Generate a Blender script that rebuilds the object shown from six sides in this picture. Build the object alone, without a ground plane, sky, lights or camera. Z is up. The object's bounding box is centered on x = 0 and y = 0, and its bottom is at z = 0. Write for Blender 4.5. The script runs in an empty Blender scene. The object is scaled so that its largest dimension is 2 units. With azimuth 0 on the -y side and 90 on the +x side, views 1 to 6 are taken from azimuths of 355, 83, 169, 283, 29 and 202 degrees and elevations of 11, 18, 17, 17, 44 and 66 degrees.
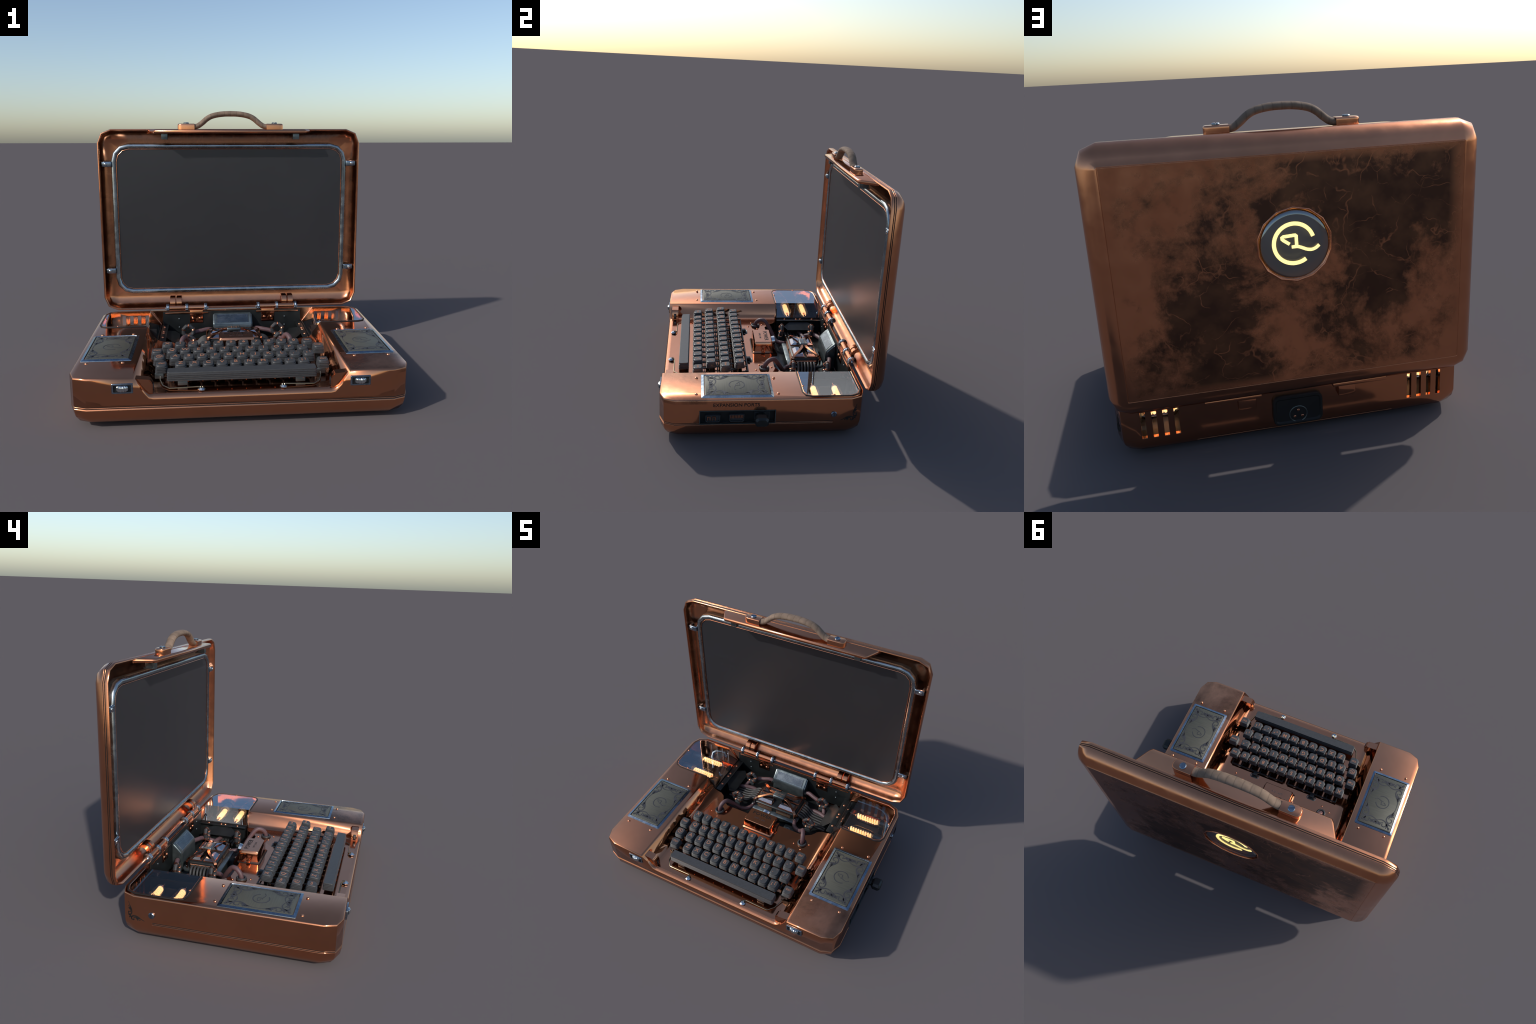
"""Copper briefcase computer: an open lid with a framed screen, a typewriter keyboard,
glass windows over glowing coil tubes and a machine bay between the two side pods."""
import bpy, bmesh, math, random
from mathutils import Vector, Matrix

random.seed(7)
XC = -0.0385                      # the case is symmetric about this plane; the plug sticks out to +x
SC = bpy.context.scene.collection


# ----------------------------------------------------------------------------- materials
def new_mat(name):
    m = bpy.data.materials.new(name)
    m.use_nodes = True
    nt = m.node_tree
    nt.nodes.clear()
    out = nt.nodes.new("ShaderNodeOutputMaterial")
    return m, nt, out


def N(nt, kind, **kw):
    n = nt.nodes.new(kind)
    for k, v in kw.items():
        if k.startswith("_"):
            setattr(n, k[1:], v)
        else:
            n.inputs[k.replace("__", " ")].default_value = v
    return n


def coords(nt, scale=(1, 1, 1), rot=(0, 0, 0)):
    tc = nt.nodes.new("ShaderNodeTexCoord")
    mp = nt.nodes.new("ShaderNodeMapping")
    mp.inputs["Scale"].default_value = scale
    mp.inputs["Rotation"].default_value = rot
    nt.links.new(tc.outputs["Object"], mp.inputs["Vector"])
    return mp.outputs["Vector"]


def ramp(nt, src, stops):
    r = nt.nodes.new("ShaderNodeValToRGB")
    e = r.color_ramp.elements
    while len(e) < len(stops):
        e.new(0.5)
    for el, (p, c) in zip(e, stops):
        el.position = p
        el.color = (*c, 1) if len(c) == 3 else c
    nt.links.new(src, r.inputs["Fac"])
    return r.outputs["Color"]


def math_node(nt, op, a, b=None, clamp=False):
    n = nt.nodes.new("ShaderNodeMath")
    n.operation = op
    n.use_clamp = clamp
    for i, v in enumerate((a, b)):
        if v is None:
            continue
        if isinstance(v, (int, float)):
            n.inputs[i].default_value = v
        else:
            nt.links.new(v, n.inputs[i])
    return n.outputs[0]


def mix_col(nt, fac, a, b):
    n = nt.nodes.new("ShaderNodeMix")
    n.data_type = 'RGBA'
    for sock, v in ((n.inputs[0], fac), (n.inputs[6], a), (n.inputs[7], b)):
        if isinstance(v, (int, float)):
            sock.default_value = v
        elif isinstance(v, tuple):
            sock.default_value = (*v, 1)
        else:
            nt.links.new(v, sock)
    return n.outputs[2]


def metal(name, col, dark, rough=(0.2, 0.34), noise=3.0, bevel=0.0, metallic=1.0, bump=0.0, bump_scale=300.0):
    """Plain worn metal: two tones and a drifting roughness."""
    m, nt, out = new_mat(name)
    v = coords(nt)
    p = N(nt, "ShaderNodeBsdfPrincipled", Metallic=metallic)
    n1 = N(nt, "ShaderNodeTexNoise", Scale=noise, Detail=6.0, Roughness=0.6)
    nt.links.new(v, n1.inputs["Vector"])
    c = ramp(nt, n1.outputs["Fac"], [(0.34, dark), (0.6, col)])
    nt.links.new(c, p.inputs["Base Color"])
    n2 = N(nt, "ShaderNodeTexNoise", Scale=noise * 4, Detail=5.0)
    nt.links.new(v, n2.inputs["Vector"])
    r = ramp(nt, n2.outputs["Fac"], [(0.35, (rough[0],) * 3), (0.7, (rough[1],) * 3)])
    nt.links.new(r, p.inputs["Roughness"])
    nrm = None
    if bevel:
        b = N(nt, "ShaderNodeBevel", _samples=4, Radius=bevel)
        nrm = b.outputs["Normal"]
    if bump:
        n3 = N(nt, "ShaderNodeTexNoise", Scale=bump_scale, Detail=3.0)
        nt.links.new(v, n3.inputs["Vector"])
        bp = N(nt, "ShaderNodeBump", Strength=bump, Distance=0.002)
        nt.links.new(n3.outputs["Fac"], bp.inputs["Height"])
        if nrm:
            nt.links.new(nrm, bp.inputs["Normal"])
        nrm = bp.outputs["Normal"]
    if nrm:
        nt.links.new(nrm, p.inputs["Normal"])
    nt.links.new(p.outputs[0], out.inputs[0])
    return m


def plain(name, col, rough=0.5, metallic=0.0, spec=0.5, var=0.15, scale=20.0, bevel=0.0):
    m, nt, out = new_mat(name)
    p = N(nt, "ShaderNodeBsdfPrincipled", Metallic=metallic, Roughness=rough)
    p.inputs["Specular IOR Level"].default_value = spec
    n1 = N(nt, "ShaderNodeTexNoise", Scale=scale, Detail=5.0)
    nt.links.new(coords(nt), n1.inputs["Vector"])
    lo = tuple(c * (1 - var) for c in col)
    hi = tuple(min(1, c * (1 + var)) for c in col)
    nt.links.new(ramp(nt, n1.outputs["Fac"], [(0.3, lo), (0.7, hi)]), p.inputs["Base Color"])
    if bevel:
        b = N(nt, "ShaderNodeBevel", _samples=4, Radius=bevel)
        nt.links.new(b.outputs["Normal"], p.inputs["Normal"])
    nt.links.new(p.outputs[0], out.inputs[0])
    return m


COPPER = (0.67, 0.288, 0.156)
COPPER_DARK = (0.59, 0.250, 0.132)
TARNISH = (0.036, 0.026, 0.024)


def tarnished_copper(name, boxes, bevel, veins, rough=((0.085,) * 3, (0.135,) * 3), blobs=()):
    """Copper with dark oxide blotches inside soft boxes of object space.
    boxes: (centre, half size, threshold low, threshold high)."""
    m, nt, out = new_mat(name)
    v = coords(nt)
    p = N(nt, "ShaderNodeBsdfPrincipled", Metallic=1.0)
    n1 = N(nt, "ShaderNodeTexNoise", Scale=3.0, Detail=6.0, Roughness=0.6)
    nt.links.new(v, n1.inputs["Vector"])
    base = ramp(nt, n1.outputs["Fac"], [(0.30, COPPER_DARK), (0.7, COPPER)])
    big = N(nt, "ShaderNodeTexNoise", Scale=2.1, Detail=11.0, Roughness=0.66, Distortion=0.25)
    nt.links.new(v, big.inputs["Vector"])
    field = big.outputs["Fac"]
    if blobs:
        pos = N(nt, "ShaderNodeSeparateXYZ")
        nt.links.new(v, pos.inputs[0])
        for (bu, bz), radius, gain in blobs:      # zones where the oxide is denser (or, if negative, worn away)
            du = math_node(nt, 'DIVIDE', math_node(nt, 'SUBTRACT', pos.outputs[0], bu), radius)
            dz = math_node(nt, 'DIVIDE', math_node(nt, 'SUBTRACT', pos.outputs[2], bz), radius)
            rr = math_node(nt, 'ADD', math_node(nt, 'MULTIPLY', du, du), math_node(nt, 'MULTIPLY', dz, dz))
            fall = math_node(nt, 'MULTIPLY', math_node(nt, 'SUBTRACT', 1.0, rr, True), gain)
            field = math_node(nt, 'ADD', field, fall)
        fine = N(nt, "ShaderNodeTexNoise", Scale=11.0, Detail=8.0, Roughness=0.7)
        nt.links.new(v, fine.inputs["Vector"])
        field = math_node(nt, 'ADD', field, math_node(nt, 'MULTIPLY', math_node(nt, 'SUBTRACT', fine.outputs["Fac"], 0.5), 0.30))
    mask = None
    for centre, half, lo, hi in boxes:
        # soft box distance: max over axes of |x - c| / h
        sub = N(nt, "ShaderNodeVectorMath", _operation='SUBTRACT')
        sub.inputs[1].default_value = centre
        nt.links.new(v, sub.inputs[0])
        div = N(nt, "ShaderNodeVectorMath", _operation='DIVIDE')
        div.inputs[1].default_value = half
        nt.links.new(sub.outputs[0], div.inputs[0])
        ab = N(nt, "ShaderNodeVectorMath", _operation='ABSOLUTE')
        nt.links.new(div.outputs[0], ab.inputs[0])
        sep = N(nt, "ShaderNodeSeparateXYZ")
        nt.links.new(ab.outputs[0], sep.inputs[0])
        d = math_node(nt, 'MAXIMUM', math_node(nt, 'MAXIMUM', sep.outputs[0], sep.outputs[1]), sep.outputs[2])
        inside = ramp(nt, d, [(0.90, (1, 1, 1)), (0.995, (0, 0, 0))])
        spots = ramp(nt, field, [(lo, (0, 0, 0)), (hi, (1, 1, 1))])
        part = math_node(nt, 'MULTIPLY', inside, spots)
        mask = part if mask is None else math_node(nt, 'MAXIMUM', mask, part)
    if veins:
        # thin branching scratches where the oxide is worn back to metal
        warp = N(nt, "ShaderNodeTexNoise", Scale=2.6, Detail=4.0)
        nt.links.new(v, warp.inputs["Vector"])
        add = N(nt, "ShaderNodeVectorMath", _operation='MULTIPLY_ADD')
        add.inputs[1].default_value = (0.55, 0.55, 0.55)
        nt.links.new(warp.outputs["Color"], add.inputs[0])
        nt.links.new(v, add.inputs[2])
        lines = []
        for scale, width in ((2.6, 0.012), (6.5, 0.020)):
            vo = N(nt, "ShaderNodeTexVoronoi", _feature='DISTANCE_TO_EDGE', Scale=scale)
            nt.links.new(add.outputs[0], vo.inputs["Vector"])
            line = ramp(nt, vo.outputs["Distance"], [(0.0, (1, 1, 1)), (width, (0, 0, 0))])
            gate = N(nt, "ShaderNodeTexNoise", Scale=3.0 + scale, Detail=5.0)
            nt.links.new(v, gate.inputs["Vector"])
            g = ramp(nt, gate.outputs["Fac"], [(0.46, (0, 0, 0)), (0.60, (1, 1, 1))])
            lines.append(math_node(nt, 'MULTIPLY', line, g))
        keep = math_node(nt, 'SUBTRACT', 1.0, math_node(nt, 'MULTIPLY', math_node(nt, 'MAXIMUM', lines[0], lines[1]), 0.7))
        mask = math_node(nt, 'MULTIPLY', mask, keep)
        # faint dark hairlines over the bare copper near the oxide
        hair = math_node(nt, 'MULTIPLY', lines[1], ramp(nt, field, [(0.42, (0, 0, 0)), (0.55, (0.5, 0.5, 0.5))]))
        bare = math_node(nt, 'SUBTRACT', 1.0, mask)
        mask = math_node(nt, 'MAXIMUM', mask, math_node(nt, 'MULTIPLY', math_node(nt, 'MULTIPLY', hair, bare), inside))
    mask = math_node(nt, 'MULTIPLY', mask, 0.9)
    tone = N(nt, "ShaderNodeTexNoise", Scale=9.0, Detail=6.0)
    nt.links.new(v, tone.inputs["Vector"])
    oxide = ramp(nt, tone.outputs["Fac"], [(0.38, TARNISH), (0.68, (0.130, 0.070, 0.044))])
    nt.links.new(mix_col(nt, mask, base, oxide), p.inputs["Base Color"])
    n2 = N(nt, "ShaderNodeTexNoise", Scale=12.0, Detail=5.0)
    nt.links.new(v, n2.inputs["Vector"])
    r0 = ramp(nt, n2.outputs["Fac"], [(0.35, rough[0]), (0.7, rough[1])])
    nt.links.new(mix_col(nt, mask, r0, (0.42, 0.42, 0.42)), p.inputs["Roughness"])
    if bevel:
        b = N(nt, "ShaderNodeBevel", _samples=4, Radius=bevel)
        nt.links.new(b.outputs["Normal"], p.inputs["Normal"])
    nt.links.new(p.outputs[0], out.inputs[0])
    return m


def window_glass(name, tint, gloss_rough=0.02, ior=1.45, mirror=0.0, gloss=(1, 1, 1)):
    m, nt, out = new_mat(name)
    fr = N(nt, "ShaderNodeFresnel", IOR=ior)
    share = math_node(nt, 'ADD', fr.outputs[0], mirror, True)
    tr = N(nt, "ShaderNodeBsdfTransparent", Color=(*tint, 1))
    gl = N(nt, "ShaderNodeBsdfGlossy", Roughness=gloss_rough, Color=(*gloss, 1))
    mx = N(nt, "ShaderNodeMixShader")
    nt.links.new(share, mx.inputs[0])
    nt.links.new(tr.outputs[0], mx.inputs[1])
    nt.links.new(gl.outputs[0], mx.inputs[2])
    nt.links.new(mx.outputs[0], out.inputs[0])
    return m


def glow(name, col, strength):
    m, nt, out = new_mat(name)
    p = N(nt, "ShaderNodeBsdfPrincipled", Roughness=0.4)
    p.inputs["Base Color"].default_value = (*col, 1)
    n1 = N(nt, "ShaderNodeTexNoise", Scale=30.0)
    nt.links.new(coords(nt), n1.inputs["Vector"])
    c = ramp(nt, n1.outputs["Fac"], [(0.3, tuple(x * 0.97 for x in col)), (0.7, col)])
    nt.links.new(c, p.inputs["Emission Color"])
    p.inputs["Emission Strength"].default_value = strength
    nt.links.new(p.outputs[0], out.inputs[0])
    return m


def brushed_plate(name, col, axis_scale):
    m, nt, out = new_mat(name)
    p = N(nt, "ShaderNodeBsdfPrincipled", Metallic=0.3, Roughness=0.55)
    n1 = N(nt, "ShaderNodeTexNoise", Scale=6.0, Detail=6.0)
    nt.links.new(coords(nt, axis_scale), n1.inputs["Vector"])
    lo = tuple(c * 0.88 for c in col)
    hi = tuple(c * 1.10 for c in col)
    nt.links.new(ramp(nt, n1.outputs["Fac"], [(0.3, lo), (0.7, hi)]), p.inputs["Base Color"])
    nt.links.new(p.outputs[0], out.inputs[0])
    return m


def wrapped_cloth(name, col):
    m, nt, out = new_mat(name)
    p = N(nt, "ShaderNodeBsdfPrincipled", Roughness=0.8)
    p.inputs["Specular IOR Level"].default_value = 0.25
    w = N(nt, "ShaderNodeTexWave", _wave_type='BANDS', _bands_direction='X', Scale=7.0, Distortion=5.0, Detail=3.0)
    nt.links.new(coords(nt, (1, 0.6, 0.5)), w.inputs["Vector"])
    n1 = N(nt, "ShaderNodeTexNoise", Scale=25.0, Detail=6.0)
    nt.links.new(coords(nt), n1.inputs["Vector"])
    c1 = ramp(nt, n1.outputs["Fac"], [(0.3, tuple(c * 0.75 for c in col)), (0.7, tuple(c * 1.15 for c in col))])
    seam = ramp(nt, w.outputs["Fac"], [(0.0, (1, 1, 1)), (0.07, (0, 0, 0))])
    nt.links.new(mix_col(nt, math_node(nt, 'MULTIPLY', seam, 0.5), c1, tuple(c * 0.45 for c in col)), p.inputs["Base Color"])
    b = N(nt, "ShaderNodeBump", Strength=0.25, Distance=0.003)
    nt.links.new(w.outputs["Fac"], b.inputs["Height"])
    nt.links.new(b.outputs[0], p.inputs["Normal"])
    nt.links.new(p.outputs[0], out.inputs[0])
    return m


M_CASE = tarnished_copper("case_copper", [((0.78, -0.56, 0.3), (0.19, 0.15, 0.03), 0.44, 0.66)], 0.004, False)
M_LID = tarnished_copper("lid_copper", [((0.0, 0.735, 0.972), (0.865, 0.02, 0.58), 0.465, 0.60)], 0.004, True, ((0.17,) * 3, (0.27,) * 3),
                         [((-0.52, 1.22), 0.55, 0.16), ((0.50, 0.62), 0.50, 0.15), ((-0.30, 0.75), 0.30, 0.07), ((0.42, 1.28), 0.48, 0.085), ((-0.02, 0.60), 0.28, -0.12)])
M_COPPER = metal("polished_copper", COPPER, COPPER_DARK, (0.10, 0.17), bevel=0.0)
M_RIM = metal("rim_copper", (0.80, 0.34, 0.19), (0.62, 0.24, 0.13), (0.2, 0.3))
M_STEEL = metal("blued_steel", (0.27, 0.33, 0.40), (0.17, 0.22, 0.28), (0.2, 0.32), noise=9.0)
M_CHROME = metal("bright_steel", (0.62, 0.66, 0.68), (0.42, 0.47, 0.5), (0.12, 0.25), noise=14.0)
M_BEZEL = metal("bezel_steel", (0.33, 0.38, 0.42), (0.22, 0.26, 0.29), (0.2, 0.34), noise=5.0)
M_GUN = metal("gunmetal", (0.16, 0.19, 0.195), (0.09, 0.11, 0.115), (0.28, 0.4), noise=9.0, metallic=0.8)
M_BLACK = plain("black_iron", (0.011, 0.013, 0.0135), 0.36, spec=0.4, var=0.3)
M_RUBBER = plain("black_rubber", (0.03, 0.032, 0.035), 0.45, var=0.2)
M_KEY = plain("key_plastic", (0.044, 0.0455, 0.048), 0.46, spec=0.4, var=0.12, scale=60)
M_LEGEND = plain("legend_copper", (0.42, 0.19, 0.11), 0.5, metallic=0.2)
M_SCREEN = plain("screen_glass", (0.022, 0.022, 0.025), 0.33, spec=0.55, var=0.06, scale=4)
M_PLATE = brushed_plate("engraved_plate", (0.094, 0.092, 0.072), (1.5, 22, 1))
M_INK = plain("engraving_dark", (0.044, 0.044, 0.050), 0.55, metallic=0.2)
M_MARK = plain("etched_black", (0.012, 0.011, 0.011), 0.55, spec=0.25)
M_HANDLE = wrapped_cloth("handle_cloth", (0.195, 0.138, 0.100))
M_HOSE = plain("purple_rubber", (0.095, 0.052, 0.056), 0.55, var=0.15)
M_CABLE = plain("grey_cable", (0.036, 0.036, 0.036), 0.5)
M_GLASS = window_glass("window_glass", (0.97, 0.98, 0.98), 0.02, 1.45, 0.21, (0.84, 0.92, 1.0))
M_BULB = window_glass("bulb_glass", (0.96, 0.95, 0.93), 0.04, 1.4, 0.08)
M_COIL = glow("glowing_coil", (1.0, 0.60, 0.28), 1.75)
M_CORE = glow("glowing_core", (0.9, 0.36, 0.12), 0.8)
M_LOGO = glow("glowing_emblem", (1.0, 0.78, 0.28), 2.0)
M_DISC = plain("emblem_face", (0.04, 0.039, 0.039), 0.4, spec=0.6, var=0.05)
M_BRASS = metal("brass_wire", (0.36, 0.31, 0.21), (0.25, 0.21, 0.14), (0.3, 0.4))
M_PANE = metal("engine_pane", (0.34, 0.34, 0.37), (0.26, 0.26, 0.29), (0.1, 0.18), noise=10)
M_CAVITY = plain("cavity_lining", (0.03, 0.030, 0.032), 0.3, metallic=0.3)
M_WHITE = plain("paint_grey", (0.3, 0.33, 0.35), 0.5)

# ----------------------------------------------------------------------------- mesh helpers
ROOT = bpy.data.objects.new("briefcase_computer", None)
ROOT.location = (XC, 0, 0)
ROOT["label"] = "open copper briefcase computer with typewriter keys and glowing coil tubes"
ROOT["category"] = "computer"
SC.objects.link(ROOT)


def add(name, me, mat=None, parent=ROOT, angle=35.0, loc=None, rot=None):
    ob = bpy.data.objects.new(name, me)
    SC.objects.link(ob)
    if mat and not me.materials:
        me.materials.append(mat)
    if angle is not None:
        for p in me.polygons:
            p.use_smooth = True
        me.set_sharp_from_angle(angle=math.radians(angle))
    if parent:
        ob.parent = parent
    if loc is not None:
        ob.location = loc
    if rot is not None:
        ob.rotation_euler = rot
    return ob


def again(ob, name, loc, rot=None, parent=None):
    o = ob.copy()
    o.name = name
    SC.objects.link(o)
    o.parent = parent or ob.parent
    o.location = loc
    if rot is not None:
        o.rotation_euler = rot
    return o


def mesh_from(verts, faces, name="part"):
    me = bpy.data.meshes.new(name)
    me.from_pydata([tuple(v) for v in verts], [], faces)
    bm = bmesh.new()
    bm.from_mesh(me)
    bmesh.ops.recalc_face_normals(bm, faces=bm.faces)
    bm.to_mesh(me)
    bm.free()
    return me


def merge(parts):
    """parts: list of meshes -> one mesh."""
    bm = bmesh.new()
    for me in parts:
        bm.from_mesh(me)
    out = bpy.data.meshes.new("merged")
    bm.to_mesh(out)
    bm.free()
    return out


def moved(me, mat4):
    me = me.copy()
    me.transform(mat4)
    if mat4.determinant() < 0:
        me.flip_normals()
    return me


def mirrored(me):
    return moved(me, Matrix.Scale(-1, 4, (1, 0, 0)))


def box_me(c, s, bevel=0.0, seg=2, rot=None):
    bm = bmesh.new()
    bmesh.ops.create_cube(bm, size=1.0)
    for v in bm.verts:
        v.co = Vector((v.co.x * s[0], v.co.y * s[1], v.co.z * s[2]))
    if bevel:
        bmesh.ops.bevel(bm, geom=bm.edges[:], offset=bevel, segments=seg, affect='EDGES', profile=0.5)
    M = Matrix.Translation(c)
    if rot:
        from mathutils import Euler
        M = M @ Euler(rot).to_matrix().to_4x4()
    bm.transform(M)
    me = bpy.data.meshes.new("box")
    bm.to_mesh(me)
    bm.free()
    return me


def frame_axes(d):
    d = Vector(d).normalized()
    a = Vector((0, 0, 1)) if abs(d.z) < 0.9 else Vector((1, 0, 0))
    x = d.cross(a).normalized()
    return x, d.cross(x).normalized()


def cyl_me(p0, p1, r0, r1=None, seg=24, bevel=0.0):
    p0, p1 = Vector(p0), Vector(p1)
    r1 = r0 if r1 is None else r1
    d = (p1 - p0).normalized()
    x, y = frame_axes(d)
    prof = [(p0, r0), (p1, r1)] if not bevel else [(p0, r0 - bevel), (p0 + d * bevel, r0), (p1 - d * bevel, r1), (p1, r1 - bevel)]
    return rings_me([[c + (x * math.cos(t) + y * math.sin(t)) * r for t in [2 * math.pi * i / seg for i in range(seg)]] for c, r in prof], caps=True)


def rings_me(rings, caps=True, closed_u=True, closed_v=False):
    n = len(rings[0])
    verts = [p for r in rings for p in r]
    faces = []
    m = len(rings)
    for i in range(m if closed_v else m - 1):
        for j in range(n if closed_u else n - 1):
            a, b = i * n + j, i * n + (j + 1) % n
            c, d = ((i + 1) % m) * n + (j + 1) % n, ((i + 1) % m) * n + j
            faces.append((a, b, c, d))
    if caps and not closed_v:
        faces.append(tuple(range(n))[::-1])
        faces.append(tuple(range((m - 1) * n, m * n)))
    return mesh_from(verts, faces)


def smooth_path(pts, per=8, closed=False):
    pts = [Vector(p) for p in pts]
    out = []
    n = len(pts)
    for i in range(n if closed else n - 1):
        if closed:
            p0, p1, p2, p3 = pts[(i - 1) % n], pts[i], pts[(i + 1) % n], pts[(i + 2) % n]
        else:
            p0, p1, p2, p3 = pts[max(i - 1, 0)], pts[i], pts[i + 1], pts[min(i + 2, n - 1)]
        for k in range(per):
            t = k / per
            out.append(0.5 * ((2 * p1) + (p2 - p0) * t + (2 * p0 - 5 * p1 + 4 * p2 - p3) * t * t + (3 * p1 - p0 - 3 * p2 + p3) * t ** 3))
    if not closed:
        out.append(pts[-1])
    return out


def tube_me(path, r, seg=12, closed=False, flat=None):
    """Sweep a circle (or an ellipse: flat=(r_side, r_up)) along a path, with parallel transport."""
    path = [Vector(p) for p in path]
    n = len(path)
    rings = []
    up = None
    for i in range(n):
        if closed:
            t = path[(i + 1) % n] - path[(i - 1) % n]
        else:
            t = path[min(i + 1, n - 1)] - path[max(i - 1, 0)]
        t.normalize()
        if up is None:
            x, up = frame_axes(t)
        up = (up - t * up.dot(t)).normalized()
        x = up.cross(t)
        ra, rb = flat if flat else (r, r)
        rr = r(i / (n - 1)) if callable(r) else None
        if rr is not None:
            ra = rb = rr
        rings.append([path[i] + x * ra * math.cos(a) + up * rb * math.sin(a) for a in [2 * math.pi * k / seg for k in range(seg)]])
    return rings_me(rings, caps=not closed, closed_v=closed)


def prism_me(poly, lo, hi, axis='z'):
    """Extrude a 2D polygon. axis z: (x,y); axis y: (x,z); axis x: (y,z)."""
    def put(a, b, h):
        return {'z': (a, b, h), 'y': (a, h, b), 'x': (h, a, b)}[axis]
    n = len(poly)
    return rings_me([[put(a, b, lo) for a, b in poly], [put(a, b, hi) for a, b in poly]])


def round_rect(x0, x1, y0, y1, r, seg=2):
    pts = []
    for cx, cy, a0 in ((x1 - r, y0 + r, -90), (x1 - r, y1 - r, 0), (x0 + r, y1 - r, 90), (x0 + r, y0 + r, 180)):
        for k in range(seg + 1):
            a = math.radians(a0 + 90 * k / seg)
            pts.append((cx + r * math.cos(a), cy + r * math.sin(a)))
    return pts


def inset_rect(x0, x1, y0, y1, r, d, seg=2, shrink=1.0):
    return round_rect(x0 + d, x1 - d, y0 + d, y1 - d, max(r - d * shrink, 0.004), seg)


def dome_me(r, h, seg=12, rings=4, base=0.0):
    rr = []
    if base:
        rr.append([Vector((r * math.cos(a), r * math.sin(a), -base)) for a in [2 * math.pi * k / seg for k in range(seg)]])
    for i in range(rings + 1):
        t = i / rings * math.pi / 2
        q = max(math.cos(t) * r, r * 0.02)
        rr.append([Vector((q * math.cos(a), q * math.sin(a), h * math.sin(t))) for a in [2 * math.pi * k / seg for k in range(seg)]])
    return rings_me(rr)


def boolean(me, cutters):
    ob = bpy.data.objects.new("tmp_body", me)
    SC.objects.link(ob)
    junk = [ob]
    for c in cutters:
        co = bpy.data.objects.new("tmp_cut", c)
        SC.objects.link(co)
        junk.append(co)
        md = ob.modifiers.new("cut", 'BOOLEAN')
        md.operation = 'DIFFERENCE'
        md.solver = 'EXACT'
        md.object = co
    dg = bpy.context.evaluated_depsgraph_get()
    dg.update()
    out = bpy.data.meshes.new_from_object(ob.evaluated_get(dg))
    for o in junk:
        bpy.data.objects.remove(o)
    return out


def text_me(body, size, depth, align='CENTER', bold=0.0, space=1.0):
    cu = bpy.data.curves.new("lettering", 'FONT')
    cu.body = body
    cu.size = size
    cu.extrude = depth
    cu.offset = bold
    cu.resolution_u = 4
    cu.space_character = space
    cu.align_x = align
    cu.align_y = 'CENTER'
    ob = bpy.data.objects.new("tmp_text", cu)
    SC.objects.link(ob)
    dg = bpy.context.evaluated_depsgraph_get()
    dg.update()
    me = bpy.data.meshes.new_from_object(ob.evaluated_get(dg))
    bpy.data.objects.remove(ob)
    me.materials.clear()
    return me


def ribbon_me(pts, width, h=0.0012, put=None, taper=(0.25, 0.25), per=6, closed=False, square=False):
    """Raised flat line through 2D points. width can shrink to taper*width at both ends."""
    path = smooth_path([(a, b, 0) for a, b in pts], per) if not square else [Vector((a, b, 0)) for a, b in pts]
    n = len(path)
    L, R = [], []
    for i, p in enumerate(path):
        t = path[min(i + 1, n - 1)] - path[max(i - 1, 0)]
        t.normalize()
        s = Vector((-t.y, t.x, 0))
        f = i / (n - 1)
        w = width * (taper[0] + (1 - taper[0]) * min(1, f * 3)) * (taper[1] + (1 - taper[1]) * min(1, (1 - f) * 3)) / 2
        L.append(p + s * w)
        R.append(p - s * w)
    put = put or (lambda a, b, z: (a, b, z))
    rings = [[put(L[i].x, L[i].y, h), put(R[i].x, R[i].y, h), put(R[i].x, R[i].y, -h), put(L[i].x, L[i].y, -h)] for i in range(n)]
    return rings_me(rings)


# ----------------------------------------------------------------------------- sizes
HW = 0.9520                 # half width of the case
Y0, Y1 = -0.715, 0.61       # front and back of the base
TOP, DECK = 0.300, 0.195
RC = 0.10                   # corner size
BAYB = 0.592                # inner face of the back wall
WIN = (0.612, 0.925, 0.203, 0.585)      # pod window: u from, u to, y from, y to

# ----------------------------------------------------------------------------- base case
def ring_z(d, z):
    return [(a, b, z) for a, b in inset_rect(-HW, HW, Y0, Y1, RC, d, 2, 0.35)]


base_profile = [(0.120, 0.022), (0.060, 0.027), (0.028, 0.040), (0.008, 0.072), (0.0, 0.112), (0.0, 0.290), (0.002, 0.297), (0.006, TOP)]
base = rings_me([ring_z(d, z) for d, z in base_profile])

half = [(0.72, 0.332), (0.607, 0.3005), (0.600, 0.2980), (0.594, 0.2905), (0.535, 0.211), (0.519, 0.201), (0.496, 0.1965), (0.474, DECK)]
channel = prism_me([(-a, b) for a, b in half] + half[::-1], -0.95, BAYB, 'y')
lip_profile = [(-0.680, 0.30), (-0.684, DECK - 0.0003), (-0.699, 0.1925), (-0.708, 0.187), (-0.7135, 0.177), (-0.7155, 0.160), (-0.80, 0.14), (-0.80, 0.30)]
lip = rings_me([[(u, y, z + lift) for y, z in lip_profile] for u, lift in ((-0.560, 0.055), (-0.515, 0.004), (-0.490, 0.0), (0.490, 0.0), (0.515, 0.004), (0.560, 0.055))])
bay_edge = [(0.545, 0.190), (0.460, 0.182), (0.425, 0.160), (0.400, 0.118), (0.345, 0.083)]
bay_plan = bay_edge + [(-a, b) for a, b in bay_edge[::-1]] + [(-0.545, BAYB), (0.545, BAYB)]
bay = prism_me(bay_plan, 0.052, 0.45)
pod_cut = []
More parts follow.
